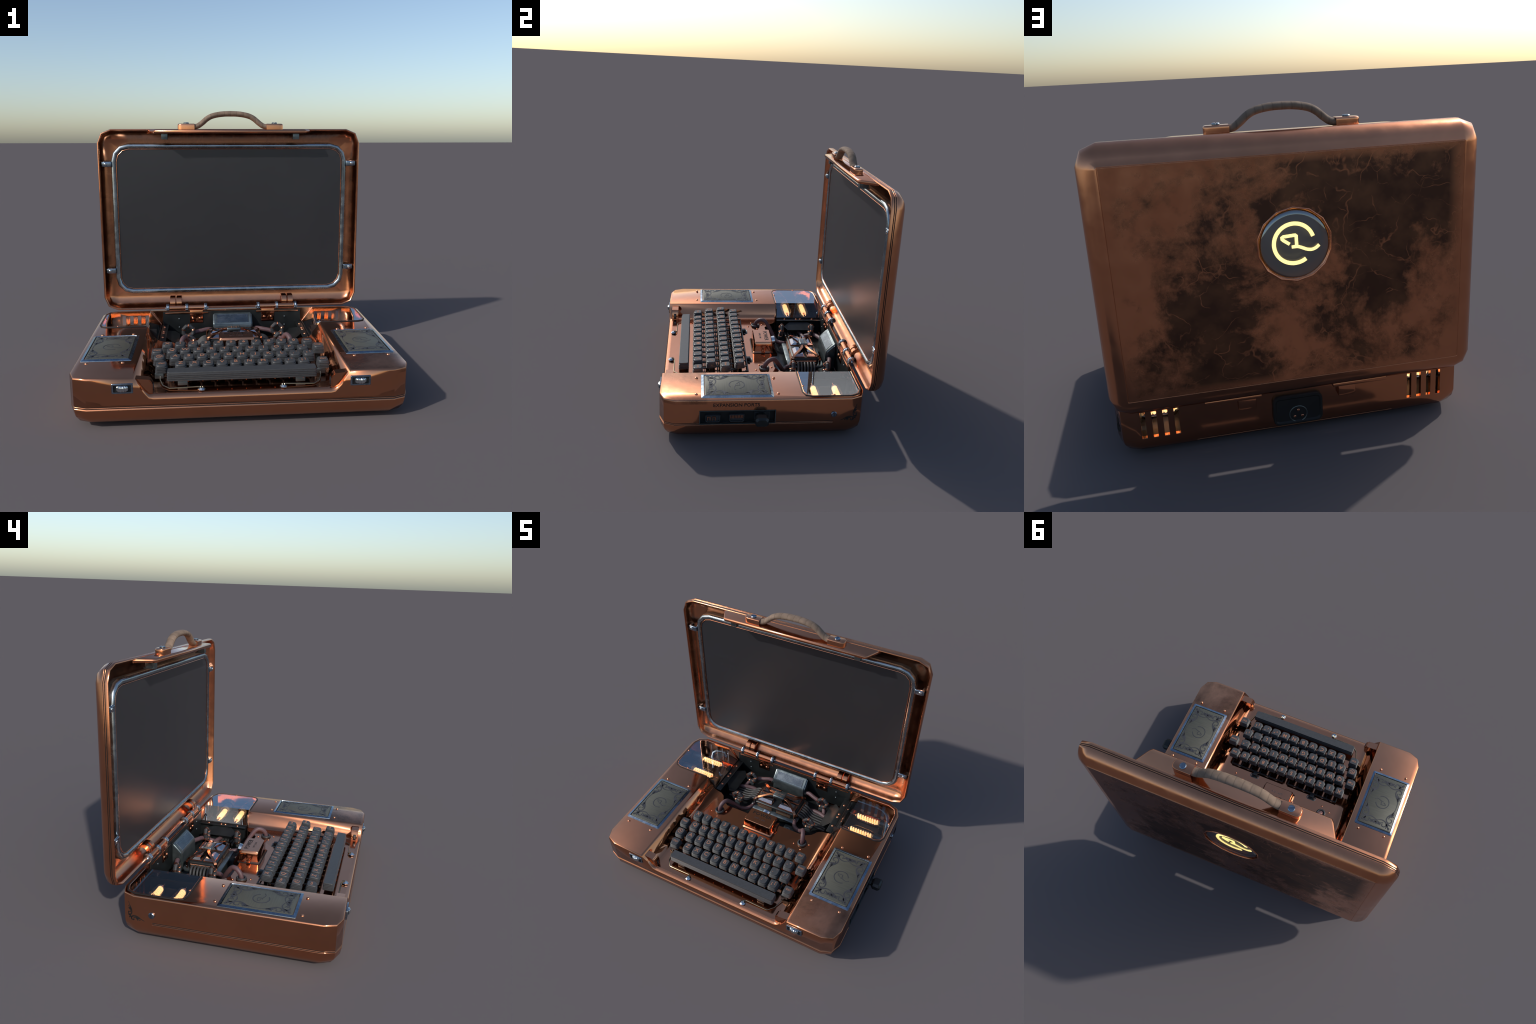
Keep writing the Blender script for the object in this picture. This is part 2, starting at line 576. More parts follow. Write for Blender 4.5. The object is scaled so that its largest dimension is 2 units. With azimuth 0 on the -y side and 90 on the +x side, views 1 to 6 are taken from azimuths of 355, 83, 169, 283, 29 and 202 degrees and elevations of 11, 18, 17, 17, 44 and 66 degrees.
wx0, wx1, wy0, wy1 = WIN
win_plan = [(0.50, wy0), (wx1 - 0.055, wy0), (wx1 - 0.016, wy0 + 0.016), (wx1, wy0 + 0.055), (wx1, wy1 - 0.075), (wx1 - 0.024, wy1 - 0.022), (wx1 - 0.08, wy1), (0.50, wy1)]
pod_cut += [prism_me(win_plan, 0.085, 0.42), prism_me([(-a, b) for a, b in win_plan], 0.085, 0.42)]
slots = []
for s in (-1, 1):
    for k in range(4):
        u = s * (0.639 + 0.057 * k)
        slots.append(box_me((u, 0.60, 0.193), (0.0255, 0.08, 0.150)))
port_hole = box_me((0.96, -0.2215, 0.1755), (0.14, 0.483, 0.098))


def outline_band(out_d, in_d, z0, z1, y_stop):
    """Open band that follows the case outline around the front (for the two thin grooves)."""
    def side(d):
        pts = inset_rect(-HW, HW, Y0, Y1, RC, d)
        right = [p for p in pts if p[0] > 0 and p[1] < 0]
        left = [p for p in pts if p[0] < 0 and p[1] < 0]
        return [(left[0][0], y_stop)] + left + right + [(right[-1][0], y_stop)]
    def order(ps):
        return ps
    o, i = side(out_d), side(in_d)
    poly = o + i[::-1]
    return prism_me(poly, z0, z1)


grooves = [outline_band(-0.01, 0.005, 0.1228, 0.1272, 0.395), outline_band(-0.01, 0.005, 0.1318, 0.1362, 0.395)]
base = boolean(base, [channel, lip, bay] + pod_cut + slots + [port_hole] + grooves)
add("base_case", base, M_CASE, angle=42)
# the front of the case is shaded soft across its corners, the deck and the wells stay crisp
bm = bmesh.new()
bm.from_mesh(base)
for e in bm.edges:
    mid = (e.verts[0].co + e.verts[1].co) / 2
    if mid.y < -0.69 and len(e.link_faces) == 2 and e.calc_face_angle(9) < math.radians(92):
        e.smooth = True
bm.to_mesh(base)
bm.free()
for s in (-1, 1):
    for y in (-0.50, 0.40):
        add("foot", cyl_me((s * 0.74, y, 0.0), (s * 0.74, y, 0.026), 0.035, seg=20, bevel=0.003), M_RUBBER)
add("case_groove", merge([outline_band(0.0012, 0.007, z - 0.0022, z + 0.0022, 0.394) for z in (0.125, 0.134)]), M_MARK)

# dark cavity floors and dividing walls between bay and pods
tray = merge([
    box_me((0, 0.335, 0.060), (1.02, 0.50, 0.010)),
    box_me((0, 0.5885, 0.186), (1.04, 0.005, 0.210)),
    box_me((0, 0.0862, 0.124), (0.68, 0.004, 0.124)),
    box_me((0.512, 0.395, 0.126), (0.012, 0.384, 0.130)), box_me((-0.512, 0.395, 0.126), (0.012, 0.384, 0.130)),
])
add("machine_bay_tray", tray, M_BLACK)
bolt = add("bay_bolt", dome_me(0.007, 0.005, 10, 3), M_GUN, loc=(-0.40, 0.586, 0.235), rot=(math.pi / 2, 0, 0))
for u, z in ((-0.40, 0.17), (0.40, 0.235), (0.40, 0.17), (0.06, 0.13), (-0.06, 0.13)):
    again(bolt, "bay_bolt", (u, 0.586, z))

for s in (-1, 1):
    # flange strip under the glass, with copper rivets
    fl = box_me((s * 0.502, 0.394, 0.1915), (0.046, 0.383, 0.005), 0.0015)
    add("window_flange", fl, M_BLACK)
    lining = merge([box_me((s * 0.705, 0.384, 0.088), (0.37, 0.350, 0.006)),
                    box_me((s * 0.71, wy0 + 0.003, 0.185), (0.34, 0.004, 0.19))])
    add("window_cavity_lining", lining, M_CAVITY)

# ----------------------------------------------------------------------------- rivets
rivet_me = dome_me(0.0105, 0.0075, 14, 4, 0.002)
rivet_me.materials.append(M_RIM)
small_rivet_me = dome_me(0.0075, 0.0055, 12, 4, 0.002)
small_rivet_me.materials.append(M_RIM)


def rivet(u, y, z, rot=(0, 0, 0), me=None, parent=ROOT):
    return add("rivet", me or rivet_me, None, parent, angle=60, loc=(u, y, z), rot=rot)


for s in (-1, 1):
    for y in (0.275, 0.375, 0.410, 0.515):
        rivet(s * 0.5055, y, 0.194)

# ----------------------------------------------------------------------------- pod windows
def fold(u, y, lift=0.0):
    """Point on the bent window surface: flat on top, folding down the sloping pod wall.
    u runs from the outer side inward; below 0.609 it goes down the slope."""
    s = 1
    if u >= 0.612:
        return Vector((u, y, TOP + lift))
    run = 0.612 - u            # distance along the slope
    d = Vector((-0.075, 0, -0.102)).normalized()
    n = Vector((-0.102, 0, 0.075)).normalized()
    n.x = -abs(n.x)
    q = Vector((0.612, y, TOP)) + d * run + n * lift * 1.0
    return q


SLOPE = 0.132
inner = 0.612 - SLOPE
glass_plan = [(wx1 - 0.004, wy0 + 0.055), (wx1 - 0.019, wy0 + 0.018), (wx1 - 0.055, wy0 + 0.003), (0.612, wy0 + 0.003), (inner, wy0 + 0.003),
              (inner, wy1 - 0.003), (0.612, wy1 - 0.003), (wx1 - 0.08, wy1 - 0.003), (wx1 - 0.027, wy1 - 0.025), (wx1 - 0.004, wy1 - 0.075)]
loop = []
for (a, b), (c, d) in zip(glass_plan, glass_plan[1:] + glass_plan[:1]):
    loop.append((a, b))
loop3 = [fold(a, b, 0.003) for a, b in loop]
top_idx = [i for i, (a, b) in enumerate(loop) if a >= 0.612]
order_top = [0, 1, 2, 3, 6, 7, 8, 9]
gv = loop3
gf = [tuple(order_top), (3, 4, 5, 6)]
pane = mesh_from(gv, gf)
for s in (-1, 1):
    me = pane if s > 0 else mirrored(pane)
    add("window_pane", me, M_GLASS, angle=20)
    rim_pts = [fold(a, b, 0.002) for a, b in loop]
    gasket_pts = [fold(a + (0.005 if a > 0.7 else 0), b + (0.005 if b > 0.4 else -0.006), 0.0005) for a, b in loop]
    rim = tube_me(rim_pts, 0.0034, 8, True)
    gas = tube_me(gasket_pts, 0.0055, 8, True)
    if s < 0:
        rim, gas = mirrored(rim), mirrored(gas)
    add("window_rim", rim, M_RIM)
    add("window_gasket", gas, M_MARK)
    rivet(s * (wx1 - 0.012), 0.40, TOP + 0.003, me=small_rivet_me)
    rivet(s * 0.80, wy0 + 0.01, TOP + 0.003, me=small_rivet_me)

    # two coil tubes in each pod, axis across the case
    for y in (0.316, 0.467):
        zc = 0.190
        u0, u1 = 0.615, 0.845
        prof = [(u0 + 0.005, 0.006), (u0 + 0.010, 0.020), (u0 + 0.028, 0.037), (u0 + 0.06, 0.044), (u1 - 0.06, 0.044), (u1 - 0.03, 0.040), (u1 - 0.012, 0.034)]
        rg = [[Vector((s * u, y + r * math.cos(a), zc + r * math.sin(a))) for a in [2 * math.pi * k / 24 for k in range(24)]] for u, r in prof]
        bulb = add("tube_bulb", rings_me(rg, caps=False), M_BULB, angle=60)
        turns = 8.5
        hel = [Vector((s * (0.640 + 0.170 * t), y + 0.015 * math.cos(2 * math.pi * turns * t), zc + 0.015 * math.sin(2 * math.pi * turns * t)))
               for t in [i / 170 for i in range(171)]]
        add("glowing_coil", tube_me(hel, 0.0062, 8), M_COIL, bulb)
        core = cyl_me((s * 0.640, y, zc), (s * 0.81, y, zc), 0.009, seg=10)
        add("coil_core", core, M_CORE, bulb)
        add("tube_tip", merge([cyl_me((s * 0.575, y, zc), (s * 0.640, y, zc), 0.003, seg=8), cyl_me((s * 0.60, y, zc), (s * 0.618, y, zc), 0.008, 0.005, 10)]), M_RIM, bulb)
        base_parts = [cyl_me((s * 0.828, y, zc), (s * 0.915, y, zc), 0.036, seg=20, bevel=0.004)]
        for k in range(16):
            a = 2 * math.pi * k / 16
            base_parts.append(box_me((s * 0.84, y + 0.037 * math.cos(a), zc + 0.037 * math.sin(a)), (0.022, 0.006, 0.006), rot=(a, 0, 0)))
        add("tube_socket", merge(base_parts), M_GUN, bulb)
    add("tube_bracket", merge([box_me((s * 0.862, 0.39, 0.115), (0.05, 0.26, 0.11), 0.004), box_me((s * 0.575, 0.39, 0.115), (0.016, 0.27, 0.10), 0.003)]), M_CAVITY)

# ----------------------------------------------------------------------------- logo (open ring with a folded stroke and a tail)
def logo_parts(R, w, put, h=0.0012, tail=1.0):
    arc = [(R * math.cos(a), R * math.sin(a)) for a in [math.radians(17 + (305 - 17) * i / 48) for i in range(49)]]
    k = R / 0.377
    hook = [(-0.085 * k, -0.005 * k), (-0.200 * k, 0.078 * k), (-0.222 * k, 0.100 * k), (-0.225 * k, 0.128 * k), (-0.200 * k, 0.145 * k), (0.035 * k, 0.158 * k), (0.045 * k, 0.150 * k), (0.048 * k, -0.055 * k)]
    tl = [(-0.045 * k, -0.063 * k), (0.06 * k, -0.063 * k), (0.13 * k, -0.085 * k), (0.24 * k, -0.132 * k), (0.33 * k, -0.145 * k), (0.41 * k, -0.120 * k), (0.475 * k, -0.068 * k)]
    return [ribbon_me(arc, w, h, put, (1, 1), square=True), ribbon_me(hook, w * 0.82, h, put, (1, 1), square=True), ribbon_me(tl, w * 0.8, h * 0.9, put, (1, 1), per=6)]


# ----------------------------------------------------------------------------- engraved plates on the pods
PW, PD = 0.1475, 0.2315
short_scrolls = [
    ([(0.0, 0.150), (0.020, 0.141), (0.047, 0.136), (0.073, 0.145), (0.084, 0.164), (0.076, 0.182), (0.060, 0.184), (0.051, 0.173), (0.058, 0.164)], 0.0062),
    ([(0.000, 0.150), (0.018, 0.158), (0.034, 0.166), (0.046, 0.160), (0.058, 0.153)], 0.0062),
    ([(0.004, 0.156), (0.014, 0.170), (0.028, 0.178)], 0.0085),
    ([(0.000, 0.160), (0.004, 0.172), (0.012, 0.182)], 0.0085),
    ([(0.022, 0.165), (0.034, 0.176), (0.042, 0.176)], 0.0070),
]
long_scrolls = [
    ([(0.1115, 0.0), (0.1105, 0.030), (0.101, 0.058), (0.085, 0.080), (0.073, 0.104), (0.074, 0.128), (0.089, 0.142), (0.106, 0.138), (0.114, 0.124), (0.108, 0.111), (0.097, 0.113)], 0.0062),
    ([(0.105, 0.050), (0.098, 0.074), (0.088, 0.092), (0.088, 0.112)], 0.0065),
    ([(0.107, 0.048), (0.112, 0.066), (0.106, 0.078)], 0.0065),
    ([(0.103, 0.062), (0.103, 0.084), (0.097, 0.094)], 0.0075),
    ([(0.116, 0.078), (0.112, 0.088)], 0.0080),
]
corner_leaves = [
    ([(0.083, 0.150), (0.094, 0.167), (0.105, 0.184)], 0.0085),
    ([(0.081, 0.156), (0.090, 0.172), (0.088, 0.194)], 0.0070),
    ([(0.089, 0.147), (0.102, 0.157), (0.119, 0.160)], 0.0070),
    ([(0.104, 0.180), (0.114, 0.196)], 0.0130),
]
for s in (-1, 1):
    cu, cy = s * 0.7805, -0.2225
    r0 = [(a, b, TOP - 0.001) for a, b in round_rect(-PW, PW, -PD, PD, 0.008)]
    r1 = [(a, b, TOP + 0.003) for a, b in round_rect(-PW + 0.001, PW - 0.001, -PD + 0.001, PD - 0.001, 0.008)]
    r2 = [(a, b, TOP + 0.0092) for a, b in round_rect(-PW + 0.017, PW - 0.017, -PD + 0.017, PD - 0.017, 0.008)]
    r3 = [(a, b, TOP + 0.003) for a, b in round_rect(-PW + 0.020, PW - 0.020, -PD + 0.020, PD - 0.020, 0.008)]
    r4 = [(a, b, TOP - 0.001) for a, b in round_rect(-PW + 0.0205, PW - 0.0205, -PD + 0.0205, PD - 0.0205, 0.008)]
    fr = add("plate_frame", rings_me([r0, r1, r2, r3, r4], caps=False, closed_v=True), M_STEEL, loc=(cu, cy, 0), angle=30)
    q0 = [(a, b, TOP - 0.001) for a, b in round_rect(-PW + 0.0225, PW - 0.0225, -PD + 0.0225, PD - 0.0225, 0.009, 3)]
    q1 = [(a, b, TOP + 0.006) for a, b in round_rect(-PW + 0.0225, PW - 0.0225, -PD + 0.0225, PD - 0.0225, 0.009, 3)]
    q2 = [(a, b, TOP + 0.008) for a, b in round_rect(-PW + 0.0255, PW - 0.0255, -PD + 0.0255, PD - 0.0255, 0.008, 3)]
    add("engraved_plate", rings_me([q0, q1, q2]), M_PLATE, fr, angle=50)
    orn = []
    for sx in (-1, 1):
        for sy in (-1, 1):
            put = (lambda sx, sy: lambda a, b, z: (sx * a, sy * b, TOP + 0.008 + z))(sx, sy)
            for pts, w in short_scrolls + long_scrolls + corner_leaves:
                orn.append(ribbon_me(pts, w * 1.35, 0.0009, put, (0.3, 0.55), per=4))
    add("plate_scrollwork", merge(orn), M_INK, fr, angle=None)
    add("plate_emblem", merge(logo_parts(0.050, 0.0058, lambda a, b, z: (a, b, TOP + 0.008 + z), 0.0009)), M_INK, fr, angle=None)
    for a, b in ((-0.095, 0.254), (0.105, 0.262), (-0.105, -0.262), (0.10, -0.262)):
        rivet(cu + a, cy + b, TOP + 0.0005)

# ----------------------------------------------------------------------------- side details
def screw_me(r, h):
    body = cyl_me((0, 0, -0.002), (0, 0, h), r, seg=20, bevel=h * 0.35)
    return boolean(body, [box_me((0, 0, h), (r * 2.4, r * 0.24, h * 0.9))])


SCREW = screw_me(0.0195, 0.0095)
SCREW.materials.append(M_STEEL)
SCREW_S = screw_me(0.0125, 0.007)
SCREW_S.materials.append(M_STEEL)
for s in (-1, 1):
    add("side_screw", SCREW, None, loc=(s * HW, 0.397, 0.186), rot=(0, s * math.pi / 2, 0), angle=40)

# corner scrollwork painted on both sides, wrapping on to the rear corner facet
def wall_point(run, z, lift):
    """run: distance forward from a point past the rear corner; negative turns on to the facet."""
    yc = 0.556 - run
    if yc <= Y1 - RC:
        return (HW + lift, yc, z)
    d = Vector((-0.0293, 0.0707)).normalized()
    e = yc - (Y1 - RC)
    return (HW + d.x * e + lift * 0.92, Y1 - RC + d.y * e + lift * 0.4, z)


curl = [
    ([(0.112, 0.003), (0.092, 0.013), (0.070, 0.026), (0.048, 0.029), (0.031, 0.021), (0.027, 0.008), (0.036, 0.000), (0.046, 0.005), (0.043, 0.012)], 0.0056),
    ([(0.085, 0.014), (0.070, 0.018), (0.052, 0.020), (0.043, 0.013)], 0.0045),
    ([(0.078, 0.012), (0.066, 0.013), (0.060, 0.010)], 0.0060),
    ([(0.082, 0.008), (0.084, 0.003)], 0.0070), ([(0.070, 0.008), (0.068, 0.002)], 0.0070),
    ([(0.026, 0.018), (0.022, 0.006), (0.026, -0.002)], 0.0050),
]
for s in (-1, 1):
    parts = []
    for pts, w in curl:
        for swap in (0, 1):
            P = [(b, a) for a, b in pts] if swap else pts
            parts.append(ribbon_me(P, w * 1.4, 0.0008, lambda a, b, z: (s * wall_point(a, b + 0.136, z)[0],) + wall_point(a, b + 0.136, z)[1:], (0.35, 0.5), per=4))
    for a, b, c, d in ((0.022, 0.022, 0.006, 0.006),):
        parts.append(ribbon_me([(a, b), (0.014, 0.014), (c, d)], 0.010, 0.0008, lambda a, b, z: (s * wall_point(a, b + 0.136, z)[0],) + wall_point(a, b + 0.136, z)[1:], (0.5, 0.6)))
    add("corner_scrollwork", merge(parts), M_MARK, angle=None)

# thumb wheels on the front
for s in (-1, 1):
    cu = s * 0.6545
    w, h = 0.0575, 0.0285
    z = 0.2415
    outer = round_rect(-w, w, -h, h, 0.004)
    mid = round_rect(-w + 0.002, w - 0.002, -h + 0.002, h - 0.002, 0.004)
    inn = round_rect(-w + 0.0095, w - 0.0095, -h + 0.0095, h - 0.0095, 0.003)
    rg = [[(a, Y0 + 0.001, b) for a, b in outer], [(a, Y0 - 0.006, b) for a, b in outer], [(a, Y0 - 0.008, b) for a, b in mid], [(a, Y0 - 0.008, b) for a, b in inn], [(a, Y0 + 0.001, b) for a, b in inn]]
    fr = add("thumb_wheel_frame", rings_me(rg, caps=False, closed_v=True), M_STEEL, loc=(cu, 0, z), angle=30)
    add("thumb_wheel_dark_plate", box_me((0, Y0 - 0.0005, 0), (2 * w - 0.018, 0.003, 2 * h - 0.018)), M_MARK, fr)  # flat black plate added to read as a recess; the wall is uncut
    rg = []
    n = 48
    for zz, k in ((-0.017, 0.6), (-0.013, 0.9), (-0.005, 1.0), (0.005, 1.0), (0.013, 0.9), (0.017, 0.6)):
        rg.append([((0.034 * k - (0.0035 if i % 4 == 0 else 0)) * math.cos(2 * math.pi * i / n), (0.024 * k - (0.003 if i % 4 == 0 else 0)) * math.sin(2 * math.pi * i / n), zz) for i in range(n)])
    add("thumb_wheel", rings_me(rg), M_CHROME, fr, loc=(0, Y0 + 0.001, 0), angle=40)

# expansion ports on the right-hand side
rg = []
for d, u in ((0.0, HW - 0.001), (0.0, HW + 0.002), (-0.004, HW + 0.002), (-0.004, HW - 0.03)):
    rg.append([(u, a, b) for a, b in ((-0.463 - d, 0.1265 - d), (0.020 + d, 0.1265 - d), (0.020 + d, 0.2245 + d), (-0.463 - d, 0.2245 + d))])
port = add("port_frame", rings_me(rg, caps=False), M_GUN)
add("port_bay", box_me((0.926, -0.2215, 0.1755), (0.004, 0.475, 0.09)), M_BLACK, port)
for y0, y1, z0, z1 in ((-0.425, -0.332, 0.140, 0.189), (-0.274, -0.180, 0.140, 0.193), (-0.116, -0.020, 0.138, 0.212)):
    rg = []
    for d, u in ((0.0, 0.92), (0.0, 0.951), (-0.005, 0.951), (-0.005, 0.940)):
        rg.append([(u, a, b) for a, b in ((y0 + 0.008 - d, z0 - d), (y1 - 0.008 + d, z0 - d), (y1 + d, z0 + 0.012), (y1 + d, z1 + d), (y0 - d, z1 + d), (y0 - d, z0 + 0.012))])
    add("port_socket", rings_me(rg), M_RUBBER, port)
pins = []
for yy in (-0.405, -0.372):
    pins += [box_me((0.943, yy - 0.007, 0.163), (0.01, 0.004, 0.024)), box_me((0.943, yy + 0.009, 0.163), (0.01, 0.005, 0.024)), box_me((0.943, yy, 0.175), (0.01, 0.020, 0.004))]
for k in range(9):
    pins.append(box_me((0.943, -0.266 + 0.0095 * k, 0.177), (0.01, 0.005, 0.024)))
add("port_pins", merge(pins), M_RIM, port)
plug_rings = []
for u, hy, hz, dz in ((0.925, 0.028, 0.020, 0.0), (0.970, 0.028, 0.020, 0.0), (0.986, 0.042, 0.031, -0.002), (1.026, 0.042, 0.031, -0.002), (1.0385, 0.034, 0.022, -0.002)):
    plug_rings.append([(u, -0.074 + a, 0.184 + dz + b) for a, b in round_rect(-hy, hy, -hz, hz, 0.014, 1)])
pm = rings_me(plug_rings)
add("port_plug", pm, M_BLACK, port, angle=25)
tm = text_me("EXPANSION PORTS", 0.034, 0.0008, bold=0.0004)
wid = max(v.co.x for v in tm.vertices) - min(v.co.x for v in tm.vertices)
tm.transform(Matrix.Scale(0.293 / wid, 4, (1, 0, 0)))
add("port_lettering", tm, M_MARK, loc=(HW, -0.2315, 0.262), rot=(math.pi / 2, 0, math.pi / 2), angle=None)

# power socket on the back
sk = []
for d, y in ((0.0, Y1 - 0.002), (0.0, Y1 + 0.022), (0.004, Y1 + 0.027), (0.012, Y1 + 0.027), (0.020, Y1 + 0.020)):
    sk.append([(a, y, b) for a, b in inset_rect(-0.135, 0.135, 0.082, 0.250, 0.034, d, 4)])
sock = add("power_socket", rings_me(sk), M_MARK, angle=40)
add("socket_ring", tube_me([(0.048 * math.cos(a), Y1 + 0.021, 0.139 + 0.046 * math.sin(a)) for a in [2 * math.pi * k / 32 for k in range(32)]], 0.003, 8, True), M_GUN, sock)
for a in (90, 210, 330):
    x, z = 0.024 * math.cos(math.radians(a)), 0.139 + 0.024 * math.sin(math.radians(a))
    add("socket_pin", cyl_me((x, Y1 + 0.01, z), (x, Y1 + 0.028, z), 0.007, seg=12, bevel=0.002), M_RIM, sock)

# ----------------------------------------------------------------------------- lid
LX, LZ0, LZ1 = 0.954, 0.304, 1.640
LB = 0.734                                    # back face of the lid


def ring_y(d, y):
    drop = max(0.0, y - 0.656) * 0.14 if d < 0.09 and y > 0.656 else 0.0      # the top edge leans in a little more
    return [(a, y, b - (drop if b > 1.5 else 0.0)) for a, b in inset_rect(-LX, LX, LZ0, LZ1, RC, d)]


lid_profile = [(0.135, 0.6985), (0.090, 0.698), (0.064, 0.693), (0.044, 0.683), (0.030, 0.669), (0.021, 0.652), (0.0175, 0.635), (0.013, 0.624), (0.008, 0.620), (0.003, 0.6215), (0.0, 0.627),
               (0.0, 0.638), (0.004, 0.6395), (0.004, 0.642), (0.0, 0.6435), (0.0, 0.648), (0.004, 0.6495), (0.004, 0.652), (0.0, 0.6535),
               (0.003, 0.667), (0.0135, 0.689), (0.032, 0.708), (0.057, 0.722), (0.085, 0.7295), (0.0975, 0.7325), (0.0985, 0.731), (0.1000, 0.731), (0.101, LB)]
lid = rings_me([ring_y(d, y) for d, y in lid_profile])
EZ, ER = 1.110, 0.181
poly = [(ER * math.cos(2 * math.pi * k / 14 + 0.2), EZ + ER * math.sin(2 * math.pi * k / 14 + 0.2)) for k in range(14)]
lid = boolean(lid, [prism_me(poly, 0.60, 0.80, 'y')])
LID = add("lid", lid, M_LID, angle=40)
add("lid_groove", merge([tube_me(ring_y(0.0022, y), 0.0017, 6, True) for y in (0.6408, 0.6508)]), M_MARK, LID)

# emblem on the back
ring = tube_me([(1.002 * (a), LB - 0.001, EZ + 1.002 * (b - EZ)) for a, b in poly], 0.005, 8, True)
add("emblem_ring", ring, M_RIM, LID, angle=60)
circle = [2 * math.pi * k / 64 for k in range(64)]


def turned(profile):
    return [[(r * math.cos(a), y, EZ + r * math.sin(a)) for a in circle] for r, y in profile]


well = rings_me(turned(((0.186, 0.730), (0.178, 0.7275), (0.170, 0.722), (0.170, 0.699), (0.172, 0.695), (0.186, 0.693))), caps=False)
add("emblem_well", well, M_RIM, LID, angle=50)
add("emblem_disc", rings_me(turned(((0.180, 0.700), (0.172, 0.711), (0.004, 0.712)))), M_DISC, LID, angle=60)
add("emblem_logo", merge(logo_parts(0.098, 0.0185, lambda a, b, z: (-a, 0.7145 + z, EZ + b), 0.002)), M_LOGO, LID, angle=None)
add("emblem_glass", rings_me(turned(((0.1695, 0.722), (0.169, 0.727), (0.163, 0.7325), (0.145, 0.7352), (0.10, 0.7362), (0.05, 0.7367), (0.004, 0.7368))), caps=False), M_GLASS, LID, angle=60)

# screen and its tubular frame
SX, SZ0, SZ1 = 0.8455, 0.4445, 1.5180
bz = [(a, 0.652, b) for a, b in round_rect(-SX, SX, SZ0, SZ1, 0.105, 3)]


def resample(poly, per):
    out = []
    for p, q in zip(poly, poly[1:] + poly[:1]):
        p, q = Vector(p), Vector(q)
        n = max(1, int((q - p).length / per))
        out += [p.lerp(q, k / n) for k in range(n)]
    return out


bez = []
for d, y in ((0.0185, 0.668), (0.0185, 0.650), (0.013, 0.642), (0.004, 0.6385), (-0.006, 0.6395), (-0.014, 0.645), (-0.0175, 0.653), (-0.0175, 0.668)):
    bez.append([(a, y, b) for a, b in round_rect(-SX - d, SX + d, SZ0 - d, SZ1 + d, 0.105 + d, 3)])
add("screen_frame", rings_me(bez, caps=False, closed_v=True), M_BEZEL, LID, angle=50)
flange = [[(a, y, b) for a, b in round_rect(-SX - d, SX + d, SZ0 - d, SZ1 + d, 0.105 + d, 3)] for d, y in ((0.0170, 0.655), (0.0170, 0.702), (0.009, 0.702), (0.009, 0.655))]
add("screen_back_flange", rings_me(flange, caps=False, closed_v=True), M_BLACK, LID, angle=30)
add("screen_trim", tube_me([(a, 0.6470, b) for a, b in round_rect(-SX + 0.02, SX - 0.02, SZ0 + 0.02, SZ1 - 0.02, 0.09, 3)], 0.0020, 6, True), M_RIM, LID)
sc = [[(a, y, b) for a, b in round_rect(-SX + d, SX - d, SZ0 + d, SZ1 - d, 0.10, 3)] for d, y in ((0.006, 0.676), (0.006, 0.655), (0.010, 0.6495))]
add("screen", rings_me(sc), M_SCREEN, LID, angle=30)
add("screen_mount", merge([box_me((sx * 0.6, 0.684, z), (0.10, 0.02, 0.10)) for sx in (-1, 1) for z in (0.62, 1.34)]), M_BLACK, LID)

# clamps that hold the frame
arm = merge([box_me((0.010, 0.004, 0), (0.062, 0.020, 0.040), 0.007, 3), box_me((0.038, 0.022, 0), (0.02, 0.05, 0.034), 0.004)])
arm.materials.append(M_STEEL)
dome = dome_me(0.0125, 0.006, 14, 3, 0.004)
dome.materials.append(M_CHROME)
for s in (-1, 1):
    for z in (1.391, 0.605):
        me = arm if s < 0 else None
        c = add("screen_clamp", moved(arm, Matrix.Identity(4)) if s > 0 else mirrored(arm), M_STEEL, LID, loc=(s * 0.880, 0.634, z), angle=40)
        add("clamp_screw", dome, None, c, loc=(s * 0.022, -0.006, 0), rot=(math.pi / 2, 0, 0), angle=60)

# front flap at the top that carries the handle
fp = [(-0.600, 0.640), (-0.592, 0.624), (-0.546, 0.539), (-0.529, 0.520)]
plan = fp + [(-a, b) for a, b in fp[::-1]]


def flap_ring(d, z):
    out = []
    for a, b in plan:
        out.append((a - math.copysign(d, a) if b < 0.63 else a, b + d if b < 0.63 else b, z))
    return out


flap = rings_me([flap_ring(0.006, 1.607), flap_ring(0.001, 1.612), flap_ring(0.0, 1.620), flap_ring(0.001, 1.628), flap_ring(0.008, 1.6345)])
add("handle_flap", flap, M_COPPER, LID, angle=50)
for s in (-1, 1):
    br = merge([box_me((s * 0.470, 0.552, 1.589), (0.044, 0.006, 0.046), 0.001), box_me((s * 0.470, 0.585, 1.569), (0.044, 0.070, 0.006), 0.001),
                box_me((s * 0.452, 0.58, 1.589), (0.005, 0.06, 0.04), 0.001), box_me((s * 0.488, 0.58, 1.589), (0.005, 0.06, 0.04), 0.001)])
    add("lid_catch", br, M_GUN, LID)

# handle
for s in (-1, 1):
    out = []
    pl = [(0.256, 0.536), (0.345, 0.536), (0.364, 0.541), (0.374, 0.553), (0.376, 0.569), (0.374, 0.585), (0.364, 0.597), (0.345, 0.602), (0.256, 0.602)]
    rg = []
    cx, cy = 0.316, 0.569
    for k, z in ((1.0, 1.632), (1.0, 1.662), (0.985, 1.669), (0.95, 1.673), (0.88, 1.675)):
        rg.append([(s * (cx + (a - cx) * (k if a > 0.3 else 1)), cy + (b - cy) * k, z) for a, b in pl])
    mt = add("handle_mount", rings_me(rg), M_COPPER, LID, angle=50)
    add("mount_screw", SCREW, None, mt, loc=(s * 0.3145, 0.569, 1.675), rot=(0, 0, 0.9 + s * 0.5), angle=40)
h = [(-0.275, 1.653), (-0.252, 1.655), (-0.230, 1.661), (-0.200, 1.682), (-0.165, 1.711), (-0.125, 1.730), (-0.065, 1.7415), (0.0, 1.7445)]
